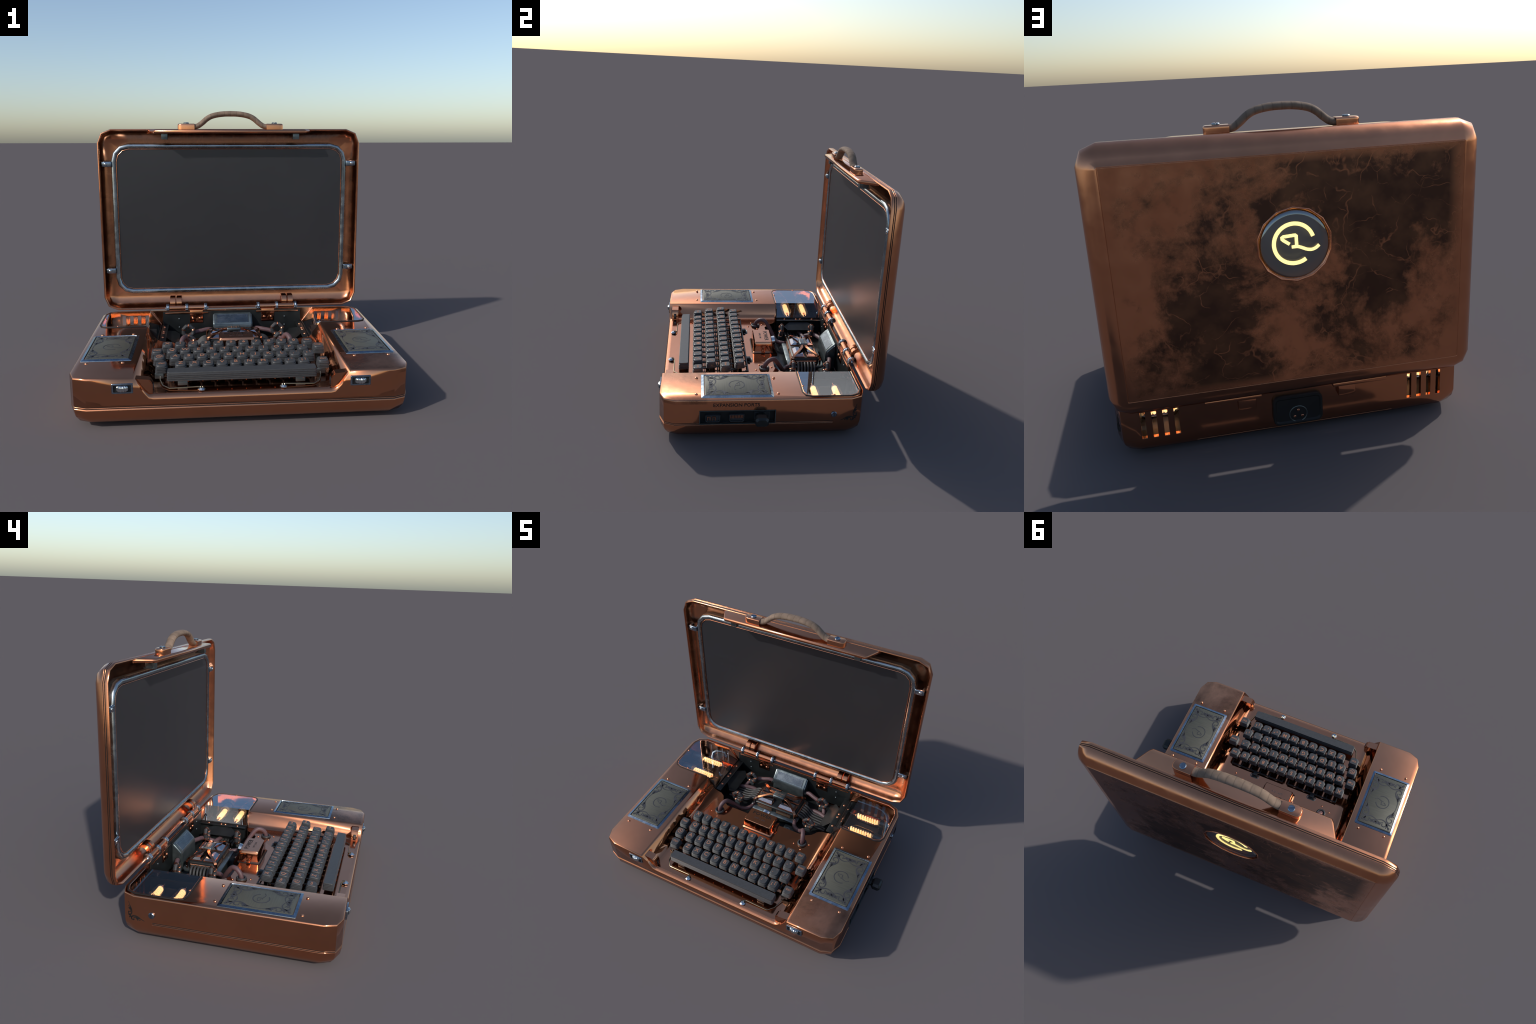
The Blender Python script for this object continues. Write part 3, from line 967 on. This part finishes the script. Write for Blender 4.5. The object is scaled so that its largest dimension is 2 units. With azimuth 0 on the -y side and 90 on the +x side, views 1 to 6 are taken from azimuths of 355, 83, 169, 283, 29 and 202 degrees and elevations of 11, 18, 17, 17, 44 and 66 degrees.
hp = [(a, 0.569, b) for a, b in h] + [(-a, 0.569, b) for a, b in h[-2::-1]]
rg = []
path = smooth_path(hp, 5)
for i, p in enumerate(path):
    t = (path[min(i + 1, len(path) - 1)] - path[max(i - 1, 0)]).normalized()
    nrm = Vector((-t.z, 0, t.x))
    k = abs(p.x) / 0.275
    ra = 0.030 - 0.004 * k
    rb = 0.0195 - 0.001 * k
    wob = 1 + 0.008 * math.sin(i * 1.3)
    rg.append([p + Vector((0, 1, 0)) * ra * wob * math.cos(a) + nrm * rb * wob * math.sin(a) for a in [2 * math.pi * j / 20 for j in range(20)]])
add("handle", rings_me(rg), M_HANDLE, LID, angle=70)

# ----------------------------------------------------------------------------- hinges
HY, HZ = 0.619, 0.3120
for s in (-1, 1):
    a, b, c = 0.484, 0.3415, 0.2
    tr = add("hinge", merge([cyl_me((s * (c + 0.008), HY, HZ), (s * (b - 0.008), HY, HZ), 0.0255, seg=24), cyl_me((s * (b + 0.008), HY, HZ), (s * (a - 0.008), HY, HZ), 0.0255, seg=24)]), M_COPPER)
    for u in (a, b, c):
        rg = []
        n = 36
        for du, k in ((-0.012, 0.82), (-0.0095, 0.97), (-0.004, 1.0), (0.0, 0.92), (0.004, 1.0), (0.0095, 0.97), (0.012, 0.82)):
            rg.append([(s * u + du, HY + (0.0350 * k - (0.003 if i % 3 == 0 else 0)) * math.cos(2 * math.pi * i / n), HZ + (0.0350 * k - (0.003 if i % 3 == 0 else 0)) * math.sin(2 * math.pi * i / n)) for i in range(n)])
        add("hinge_washer", rings_me(rg), M_STEEL, tr, angle=40)
    add("hinge_pin", merge([cyl_me((s * (c - 0.022), HY, HZ), (s * (c + 0.01), HY, HZ), 0.009, seg=14, bevel=0.004), cyl_me((s * (a - 0.01), HY, HZ), (s * (a + 0.022), HY, HZ), 0.009, seg=14, bevel=0.004)]), M_CHROME, tr)
    # leaf riveted on the bay wall
    mid = (b + c) / 2
    add("hinge_leaf", merge([box_me((s * mid, 0.585, 0.252), (0.098, 0.006, 0.098), 0.0015), box_me((s * mid, 0.624, 0.250), (0.096, 0.036, 0.076), 0.006)]), M_COPPER, tr)
    for du in (-0.026, 0.026):
        rivet(s * (mid + du), 0.582, 0.238, (math.pi / 2, 0, 0), parent=tr)
    # trough behind the barrel
    add("hinge_trough", merge([box_me((s * (a + c) / 2, 0.597, 0.2785), (0.322, 0.030, 0.005), 0.001), box_me((s * (a + c) / 2, 0.583, 0.281), (0.322, 0.004, 0.010), 0.001)]), M_COPPER, tr)
    add("hinge_back_plate", box_me((s * (a + c) / 2, 0.628, 0.284), (0.300, 0.040, 0.022), 0.005), M_COPPER, tr)
    # two hooked arms up into the lid
    for u in (0.4475, 0.400):
        cx = s * u
        arc = [(0.615, 0.318), (0.612, 0.338), (0.615, 0.364), (0.627, 0.385), (0.646, 0.394), (0.672, 0.395), (0.700, 0.393)]
        inn = [(0.700, 0.372), (0.672, 0.372), (0.654, 0.370), (0.642, 0.360), (0.638, 0.345), (0.640, 0.318)]
        me = prism_me(arc + inn, cx - 0.0195, cx + 0.0195, 'x')
        bm = bmesh.new()
        bm.from_mesh(me)
        bmesh.ops.bevel(bm, geom=[e for e in bm.edges if abs(e.verts[0].co.x - e.verts[1].co.x) < 1e-4], offset=0.003, segments=2, affect='EDGES')
        bm.to_mesh(me)
        bm.free()
        add("hinge_hook", me, M_COPPER, tr, angle=50)

# ----------------------------------------------------------------------------- keyboard
def key_ring(hw, back, front, z, rb=0.010, rf=0.020):
    pts = []
    for cx, cy, r, a0 in ((hw - rf, -front + rf, rf, -90), (hw - rb, back - rb, rb, 0), (-hw + rb, back - rb, rb, 90), (-hw + rf, -front + rf, rf, 180)):
        for k in range(4):
            a = math.radians(a0 + 30 * k)
            pts.append((cx + r * math.cos(a), cy + r * math.sin(a), z))
    return pts


def key_mesh(width_add=0.0, ridges=4, height=0.048, depth_scale=1.0):
    rg = [key_ring(0.0315 + width_add, 0.031, 0.036, -height, 0.008, 0.012)]
    for i in range(ridges):
        z0 = -height + 0.001 + i * (height - 0.012) / ridges
        dz = (height - 0.012) / ridges
        k = 1.03 - 0.11 * i / ridges
        for f, e in ((0.0, -0.0022), (0.22, 0.0009), (0.72, 0.0009), (0.95, -0.0022)):
            rg.append(key_ring((0.0335 * k + e) + width_add, 0.0315 * k + e, 0.0365 * k + e, z0 + dz * f, 0.008, 0.014))
    rg.append(key_ring(0.0305 + width_add, 0.0295, 0.0328, -0.0085, 0.009, 0.016))
    rg.append(key_ring(0.0296 + width_add, 0.0286, 0.0315, -0.0030, 0.010, 0.018))
    rg.append(key_ring(0.0272 + width_add, 0.0262, 0.0290, 0.0, 0.009, 0.017))
    return rings_me(rg)


KEY = key_mesh()
KEY.materials.append(M_KEY)
KEY_TILT = math.radians(4)
rows = [
    # y, z, keys as (u, legend)
    (-0.181, 0.3045, [(-0.4425 + 0.0799 * i, c) for i, c in enumerate("X1234567890")] + [(0.4425, "Del")]),
    (-0.283, 0.2990, [(-0.4995, "Caps")] + [(-0.4085 + 0.0803 * i, c) for i, c in enumerate("QWERTYUIOP")] + [(0.3975, "- +"), (0.4955, "Enter")]),
    (-0.381, 0.2950, [(-0.4785, "@")] + [(-0.3845 + 0.0798 * i, c) for i, c in enumerate("ASDFGHJKL")] + [(0.3345, ", '"), (0.4175, "? !")]),
    (-0.475, 0.2855, [(-0.4605, "Ctrl")] + [(-0.3495 + 0.0803 * i, c) for i, c in enumerate("ZXCVBNM")] + [(0.2125, "< >"), (0.2925, '/ "'), (0.3725, "[ ["), (0.4875, "Ctrl")]),
]
key_spots = []
cache = {}
first_key = None
for y, z, ks in rows:
    for u, c in ks:
        kz = z + (0.008 if c == "Enter" else 0.0)
        tilt = (KEY_TILT + random.uniform(-0.012, 0.012), random.uniform(-0.01, 0.01), random.uniform(-0.012, 0.012))
        if first_key is None:
            k = add("key", KEY, None, angle=45, loc=(u, y, kz), rot=tilt)
            first_key = k
        else:
            k = again(first_key, "key", (u, y, kz), tilt)
        key_spots.append((u, y, kz, c))
        if c not in cache:
            if c == "@":
                cache[c] = merge(logo_parts(0.0175, 0.0030, lambda a, b, z: (a, b, z), 0.0006))
            elif " " in c:
                l, r = c.split(" ")
                a = moved(text_me(l, 0.026, 0.0006, bold=0.0003), Matrix.Translation((-0.010, -0.006, 0)))
                b = moved(text_me(r, 0.026, 0.0006, bold=0.0003), Matrix.Translation((0.011, 0.006, 0)))
                cache[c] = merge([a, b])
            elif len(c) > 1:
                cache[c] = text_me(c, 0.0215, 0.0006, bold=0.0002)
            else:
                cache[c] = text_me(c, 0.042, 0.0006, bold=0.0001)
            cache[c].materials.append(M_LEGEND)
        add("key_legend", cache[c], None, k, angle=None, loc=(0, 0.001, 0.0004))

# space bar
rg = []
W2 = 0.392
rg.append(key_ring(W2 + 0.030, 0.032, 0.034, -0.052, 0.008, 0.012))
for i in range(4):
    z0, dz = -0.051 + i * 0.0100, 0.0100
    for f, e in ((0.0, -0.0022), (0.2, 0.0009), (0.75, 0.0009), (0.95, -0.0022)):
        rg.append(key_ring(W2 + 0.0335 + e, 0.0325 + e, 0.0365 + e - 0.0012 * i, z0 + dz * f, 0.006, 0.012))
rg += [key_ring(W2 + 0.0325, 0.0320, 0.0310, -0.0095, 0.006, 0.012), key_ring(W2 + 0.032, 0.0315, 0.0300, -0.002, 0.006, 0.012), key_ring(W2 + 0.031, 0.0305, 0.029, 0.0, 0.006, 0.012)]
add("space_bar", rings_me(rg), M_KEY, angle=45, loc=(0.0035, -0.5745, 0.2795), rot=(math.radians(3), 0, 0))

# lever work under the keys
levers = []
tips = []
for u, y, z, c in key_spots:
    b = z - 0.048
    levers.append(box_me((u, y + 0.004, (DECK + b) / 2 + 0.012), (0.030, 0.026, b - DECK + 0.0), 0.003, 1))
    levers.append(box_me((u - 0.012, y + 0.004, (DECK + b) / 2), (0.006, 0.018, b - DECK + 0.006)))
    levers.append(box_me((u + 0.012, y + 0.004, (DECK + b) / 2), (0.006, 0.018, b - DECK + 0.006)))
    if y > -0.47:
        levers.append(box_me((u, y - 0.05, 0.232), (0.011, 0.075, 0.009), 0.002, 1))
    tips.append(dome_me(0.0042, 0.004, 8, 3))
    tips[-1].transform(Matrix.Translation((u + 0.019, y - 0.020, 0.214)))
for i in range(10):
    t = dome_me(0.0045, 0.005, 8, 3)
    t.transform(Matrix.Translation((-0.385 + 0.082 * i, -0.600, 0.2235)) @ Matrix.Rotation(math.pi, 4, 'X'))
    tips.append(t)
for y, z in ((-0.232, 0.226), (-0.332, 0.224), (-0.428, 0.220)):
    levers.append(box_me((0.0, y, z - 0.008), (0.90, 0.006, 0.006)))
# two long comb bars behind the number row, with prongs to the keys
for u0, u1 in ((-0.445, -0.035), (0.005, 0.445)):
    levers.append(box_me(((u0 + u1) / 2, -0.118, 0.2155), (u1 - u0, 0.010, 0.008), 0.002, 1))
    levers += [box_me((u0 + 0.003, -0.127, 0.222), (0.006, 0.024, 0.006)), box_me((u1 - 0.003, -0.127, 0.222), (0.006, 0.024, 0.006))]
for i in range(12):
    u = -0.4425 + 0.0805 * i
    levers.append(box_me((u, -0.136, 0.217), (0.007, 0.036, 0.006)))
lv = add("key_levers", merge(levers), M_BLACK)
lv["kind"] = "stuff"
tp = add("lever_tips", merge(tips), M_RIM)
tp["kind"] = "stuff"
for u in (-0.2515, 0.234):
    add("comb_guide", merge([box_me((u, -0.100, 0.205), (0.034, 0.030, 0.030), 0.005), box_me((u, -0.088, 0.198), (0.05, 0.02, 0.012), 0.005)]), M_BLACK)
    add("guide_collar", tube_me([(u + a, -0.088 + b, 0.194) for a, b in round_rect(-0.034, 0.034, -0.014, 0.014, 0.013, 4)], 0.0045, 8, True), M_GUN)
# spring wires and steel studs in front of the space bar
for s in (-1, 1):
    w = [(s * 0.465, -0.515, 0.222), (s * 0.465, -0.532, 0.208), (s * 0.445, -0.600, 0.202), (s * 0.408, -0.640, 0.200), (s * 0.39, -0.642, 0.201), (s * 0.240, -0.643, 0.206), (s * 0.232, -0.650, 0.210), (s * 0.232, -0.668, 0.206)]
    st = add("spring_wire", tube_me(w, 0.0034, 8), M_BRASS)
    rg = [[(r * math.cos(a), r * math.sin(a), zz) for a in [2 * math.pi * k / 8 for k in range(8)]] for r, zz in ((0.013, 0.0), (0.0215, 0.004), (0.0215, 0.009), (0.012, 0.017))]
    add("steel_stud", rings_me(rg), M_CHROME, st, loc=(s * 0.2285, -0.6685, DECK), angle=20)
    add("wire_loop", merge([tube_me([(s * 0.2285 + d, -0.648, 0.202), (s * 0.2285 + d, -0.652, 0.213), (s * 0.2285 + d, -0.664, 0.214), (s * 0.2285 + d, -0.670, 0.206)], 0.0026, 6) for d in (-0.006, 0.006)]), M_BRASS, st)
    add("wire_bracket", box_me((s * 0.335, -0.600, 0.213), (0.055, 0.006, 0.026), 0.001), M_GUN, st)
    add("wire_bracket", box_me((s * 0.4725, -0.505, 0.222), (0.050, 0.006, 0.032), 0.001), M_GUN, st)
    # catch block on the inner wall of each pod
    pb = [(0.600, 0.190), (0.496, 0.190), (0.494, 0.252), (0.512, 0.276), (0.600, 0.284)]
    cb = prism_me([(s * a, b) for a, b in pb], -0.692, -0.640, 'y')
    bm = bmesh.new()
    bm.from_mesh(cb)
    bmesh.ops.bevel(bm, geom=[e for e in bm.edges if max(abs(v.co.x) for v in e.verts) < 0.58], offset=0.005, segments=2, affect='EDGES')
    bm.to_mesh(cb)
    bm.free()
    ct = add("catch_block", cb, M_COPPER, angle=40)
    add("catch_dark_plate", box_me((s * 0.4945, -0.666, 0.226), (0.004, 0.020, 0.046), 0.001), M_MARK, ct)  # thin black box laid on the block to stand in for a slot
    add("catch_slide", box_me((s * 0.4925, -0.666, 0.230), (0.004, 0.013, 0.028), 0.001), M_STEEL, ct)
    for y in (-0.05, -0.33, -0.40):
        rivet(s * 0.527, y, 0.1935, (0, s * -0.6, 0), small_rivet_me)

# grommets with hoses
for s in (-1, 1):
    g = add("hose_grommet", rings_me([[(r * math.cos(a), r * math.sin(a), z) for a in [2 * math.pi * k / 24 for k in range(24)]] for r, z in
        ((0.036, 0.0), (0.038, 0.006), (0.035, 0.013), (0.028, 0.016), (0.022, 0.012), (0.021, 0.002))]), M_RUBBER, loc=(s * 0.3685, 0.006, DECK), angle=60)
    for a, b in ((-0.055, -0.03), (0.015, -0.06), (0.055, 0.012), (-0.02, 0.056)):
        rivet(s * 0.3685 + a, 0.006 + b, DECK + 0.0005, me=small_rivet_me)
    hose = [(0.368, 0.006, 0.190), (0.367, 0.012, 0.225), (0.356, 0.042, 0.256), (0.338, 0.082, 0.252), (0.312, 0.125, 0.190), (0.278, 0.155, 0.135), (0.236, 0.175, 0.118), (0.205, 0.205, 0.120), (0.188, 0.26, 0.115)]
    add("hose", tube_me(smooth_path([(s * a, b, c) for a, b, c in hose], 6), 0.0165, 14), M_HOSE, angle=60)
    hose = [(0.130, 0.535, 0.150), (0.180, 0.532, 0.165), (0.235, 0.515, 0.160), (0.290, 0.500, 0.150), (0.345, 0.470, 0.120), (0.370, 0.420, 0.100)]
    add("hose", tube_me(smooth_path([(s * a, b, c) for a, b, c in hose], 6), 0.0165, 14), M_HOSE, angle=60)
    hose = [(0.215, 0.415, 0.085), (0.270, 0.425, 0.100), (0.330, 0.418, 0.106), (0.390, 0.400, 0.108), (0.44, 0.39, 0.105)]
    add("hose", tube_me(smooth_path([(s * a, b, c) for a, b, c in hose], 6), 0.0165, 14), M_HOSE, angle=60)
    add("hose_collar", cyl_me((s * 0.147, 0.535, 0.152), (s * 0.165, 0.534, 0.160), 0.022, seg=16, bevel=0.004), M_BLACK)

# ----------------------------------------------------------------------------- speaker box at the back of the bay
prof = [(0.586, 0.064), (0.586, 0.272), (0.578, 0.277), (0.566, 0.270), (0.512, 0.216), (0.507, 0.205), (0.505, 0.064)]
sp = prism_me(prof, -0.147, 0.147, 'x')
bm = bmesh.new()
bm.from_mesh(sp)
bmesh.ops.bevel(bm, geom=[e for e in bm.edges if abs(abs(e.verts[0].co.x) - 0.147) < 1e-4 and abs(abs(e.verts[1].co.x) - 0.147) < 1e-4], offset=0.010, segments=3, affect='EDGES')
bm.to_mesh(sp)
bm.free()
spk = add("speaker_box", sp, M_GUN, angle=45)
slats = []
d = Vector((0, 0.566 - 0.512, 0.270 - 0.216))
nrm = Vector((0, -d.z, d.y)).normalized()
for k in range(9):
    t = 0.10 + 0.80 * k / 8
    c = Vector((0, 0.512, 0.216)) + d * t + nrm * 0.0012
    slats.append(box_me(c, (0.235, 0.0042, 0.0035), 0.0008, 1, rot=(math.radians(45), 0, 0)))
add("speaker_slats", merge(slats), M_BEZEL, spk)
c = Vector((0, 0.512, 0.216)) + d * 0.5
add("speaker_cloth", box_me(c + nrm * 0.0002, (0.240, 0.065, 0.001), rot=(math.radians(45), 0, 0)), M_BLACK, spk)

# ----------------------------------------------------------------------------- machine in the bay
EC = 0.348           # centre in y
def eng_ring(hx, hy, z, r=0.02):
    return [(a, EC + b, z) for a, b in round_rect(-hx, hx, -hy, hy, r, 3)]


eng = add("machine_block", rings_me([eng_ring(0.185, 0.100, 0.062), eng_ring(0.185, 0.100, 0.120), eng_ring(0.185, 0.100, 0.121), eng_ring(0.187, 0.104, 0.160), eng_ring(0.185, 0.103, 0.172), eng_ring(0.176, 0.095, 0.180)]), M_BLACK, angle=40)
add("machine_base", rings_me([eng_ring(0.207, 0.130, 0.104, 0.035), eng_ring(0.214, 0.137, 0.111, 0.035), eng_ring(0.214, 0.137, 0.121, 0.035), eng_ring(0.207, 0.130, 0.126, 0.035)]), M_GUN, eng, angle=40)
for sx in (-1, 1):
    for sy in (-1, 1):
        # sloping pane with a copper rim in each quarter of the roof
        x0, x1, y0, y1 = 0.030, 0.168, 0.012, 0.088
        lowz, hiz = 0.183, 0.183
        corners = [(x1, y1, lowz), (x1, y0, lowz), (x0, y0, hiz), (x0, y1, lowz)]
        P = [Vector((sx * a, EC + sy * b, z)) for a, b, z in corners]
        low = [Vector((p.x, p.y, 0.176)) for p in P]
        ins = 0.016
        peak = [Vector((sx * a, EC + sy * b, 0.202)) for a, b in ((x1 - ins, y1 - ins * 1.5), (x1 - ins, y0 + ins * 0.5), (x0 + ins * 0.5, y0 + ins * 0.5), (x0 + ins * 0.5, y1 - ins * 1.5))]
        add("roof_pane", rings_me([low, [Vector((p.x, p.y, 0.183)) for p in P], peak]), M_PANE, eng, angle=20)
        add("pane_rim", tube_me(resample([tuple(p) for p in P], 0.2), 0.0042, 6, True), M_RIM, eng)
        # strap from the cap to the corner
        path = [(0.040, 0.012, 0.226), (0.080, 0.018, 0.222), (0.105, 0.034, 0.216), (0.160, 0.078, 0.206), (0.184, 0.100, 0.192), (0.190, 0.107, 0.176), (0.190, 0.107, 0.128)]
        rg = []
        pts = [Vector((sx * a, EC + sy * b, z)) for a, b, z in path]
        for i, p in enumerate(pts):
            t = (pts[min(i + 1, len(pts) - 1)] - pts[max(i - 1, 0)]).normalized()
            side = Vector((-(1 if i < 2 else 0.65) * 0 - sy * 0.55, sx * 0.83, 0)) if i > 1 else Vector((0, 1, 0)) * sx * 1.0
            side = (side - t * side.dot(t)).normalized()
            up = side.cross(t).normalized()
            wv = 0.0095
            rg.append([p + side * wv + up * 0.002, p - side * wv + up * 0.002, p - side * wv - up * 0.002, p + side * wv - up * 0.002])
        add("roof_strap", rings_me(rg), M_COPPER, eng, angle=50)
        d8 = dome_me(0.006, 0.005, 10, 3, 0.002)
        d8.materials.append(M_CHROME)
        add("strap_bolt", d8, None, eng, loc=(sx * 0.190, EC + sy * 0.1095, 0.140), rot=(-sy * math.pi / 2, 0, 0), angle=60)
        # plaques on the long sides
        add("side_plaque", box_me((sx * 0.085, EC + sy * 0.103, 0.145), (0.130, 0.004, 0.022), 0.001), M_PLATE, eng)
        add("plaque_rim", tube_me([(sx * 0.085 + a, EC + sy * 0.1055, 0.145 + b) for a, b in ((-0.066, -0.012), (0.066, -0.012), (0.066, 0.012), (-0.066, 0.012))], 0.0026, 6, True), M_RIM, eng)
add("roof_cap", box_me((0, EC + 0.002, 0.2245), (0.100, 0.064, 0.024), 0.009, 3), M_GUN, eng, angle=50)
add("cap_neck", box_me((0, EC, 0.195), (0.06, 0.04, 0.05)), M_BLACK, eng)
for k, tx in enumerate(("~ o ~ o ~", "o ~ o")):
    add("cap_engraving", text_me(tx, 0.020, 0.0005), M_LEGEND, eng, loc=(0, EC + 0.012 - 0.024 * k, 0.2369), angle=None)
for s in (-1, 1):
    add("cable_header", merge([box_me((s * 0.190, EC, 0.152), (0.012, 0.150, 0.016), 0.001)]), M_PLATE, eng)
    add("header_rim", tube_me([(s * 0.196, EC + a, 0.152 + b) for a, b in ((-0.077, -0.010), (0.077, -0.010), (0.077, 0.010), (-0.077, 0.010))], 0.003, 6, True), M_RIM, eng)
    for k in range(6):
        y = EC - 0.062 + 0.0245 * k
        w = [(0.188, y, 0.150), (0.212, y, 0.150), (0.236, y, 0.138), (0.262, y - 0.004, 0.112), (0.295, y - 0.010, 0.101), (0.36, y - 0.012, 0.098), (0.44, y - 0.012, 0.096)]
        add("cable", tube_me(smooth_path([(s * a, b, c) for a, b, c in w], 5), 0.0092, 10), M_CABLE, angle=60)
    # folded black guard that hangs from the flange
    P = [(0.500, 0.335, 0.189), (0.500, 0.455, 0.189), (0.430, 0.528, 0.160), (0.392, 0.500, 0.146), (0.392, 0.290, 0.146), (0.430, 0.262, 0.160)]
    up = [Vector((s * a, b, c)) for a, b, c in P]
    dn = [Vector((s * a, b, c - 0.004)) for a, b, c in P]
    add("cable_guard", rings_me([dn, up]), M_BLACK, angle=20)
    add("guard_block", box_me((s * 0.455, 0.395, 0.10), (0.05, 0.20, 0.07), 0.004), M_BLACK)

# wound ring coils
def coil(c, tilt):
    R, r = 0.039, 0.0155
    n = 8
    core = tube_me([(R * math.cos(a), 0, R * math.sin(a)) for a in [2 * math.pi * (k + 0.5) / n for k in range(n)]], r, 10, True)
    o = add("ring_coil", core, M_RUBBER, loc=c, rot=tilt, angle=25)
    wraps = []
    for k in range(5):
        a0 = math.pi / 2 + 2 * math.pi * k / 5
        for da in (-0.08, 0.08):
            a = a0 + da
            rad, tan = Vector((math.cos(a), 0, math.sin(a))), Vector((-math.sin(a), 0, math.cos(a)))
            wraps.append(tube_me([rad * (R - 0.0005) + (rad * math.cos(t) + Vector((0, 1, 0)) * math.sin(t)) * (r + 0.0006) for t in [2 * math.pi * j / 14 for j in range(14)]], 0.0019, 5, True))
    add("copper_winding", merge(wraps), M_RIM, o)
    add("coil_foot", merge([box_me((0, 0, -0.062), (0.05, 0.03, 0.03), 0.004), cyl_me((0.016, 0, -0.11), (0.016, 0, -0.04), 0.004, seg=8), cyl_me((-0.016, 0, -0.11), (-0.016, 0, -0.04), 0.004, seg=8)]), M_GUN, o)


for s in (-1, 1):
    coil((s * 0.322, 0.222, 0.178), (math.radians(-8), 0, 0))
    coil((s * 0.330, 0.475, 0.172), (math.radians(-8), 0, 0))

# ----------------------------------------------------------------------------- power cover on the deck
rg = []
for u, y0, y1, z in ((0.126, -0.056, 0.100, 0.188), (0.126, -0.056, 0.100, 0.199), (0.117, -0.048, 0.096, 0.206), (0.1155, -0.047, 0.096, 0.250), (0.113, -0.045, 0.092, 0.276), (0.108, -0.040, 0.086, 0.283)):
    rg.append([(a, b, z) for a, b in round_rect(-u, u, y0, y1, 0.010, 2)])
pw = add("power_cover", rings_me(rg), M_COPPER, angle=40)
add("power_cover_gasket", tube_me([(a, b, 0.194) for a, b in round_rect(-0.127, 0.127, -0.058, 0.100, 0.012, 3)], 0.005, 8, True), M_MARK, pw)
wedge = prism_me([(0.09, 0.272), (0.135, 0.175), (0.135, 0.160), (0.09, 0.160)], -0.112, 0.112, 'x')
add("power_cover_skirt", wedge, M_COPPER, pw)
add("power_dial", cyl_me((0, 0.098, 0.240), (0, 0.128, 0.246), 0.034, seg=28, bevel=0.004), M_CHROME, pw, angle=40)
add("power_lettering", text_me("POWER", 0.044, 0.0006, bold=0.0003, space=1.1), M_MARK, pw, loc=(0.0, 0.050, 0.2834), angle=None)
add("power_lettering", text_me("OFF | ON", 0.020, 0.0006, space=1.1), M_INK, pw, loc=(0.0, 0.006, 0.2834), angle=None)
for s in (-1, 1):
    add("power_latch", merge([box_me((s * 0.128, 0.022, 0.214), (0.020, 0.026, 0.026), 0.004), cyl_me((s * 0.13, 0.022, 0.20), (s * 0.13, 0.022, 0.232), 0.006, seg=10)]), M_COPPER, pw)
add("bay_nameplate", box_me((0.205, 0.155, 0.080), (0.15, 0.09, 0.03), 0.002), M_GUN)
add("nameplate_mark", merge([tube_me([(0.17 + 0.016 * math.cos(a), 0.150 + 0.020 * math.sin(a), 0.0955) for a in [2 * math.pi * k / 20 for k in range(20)]], 0.002, 6, True),
                             tube_me([(0.17, 0.130, 0.0955), (0.225, 0.130, 0.0955)], 0.002, 6)]), M_WHITE)
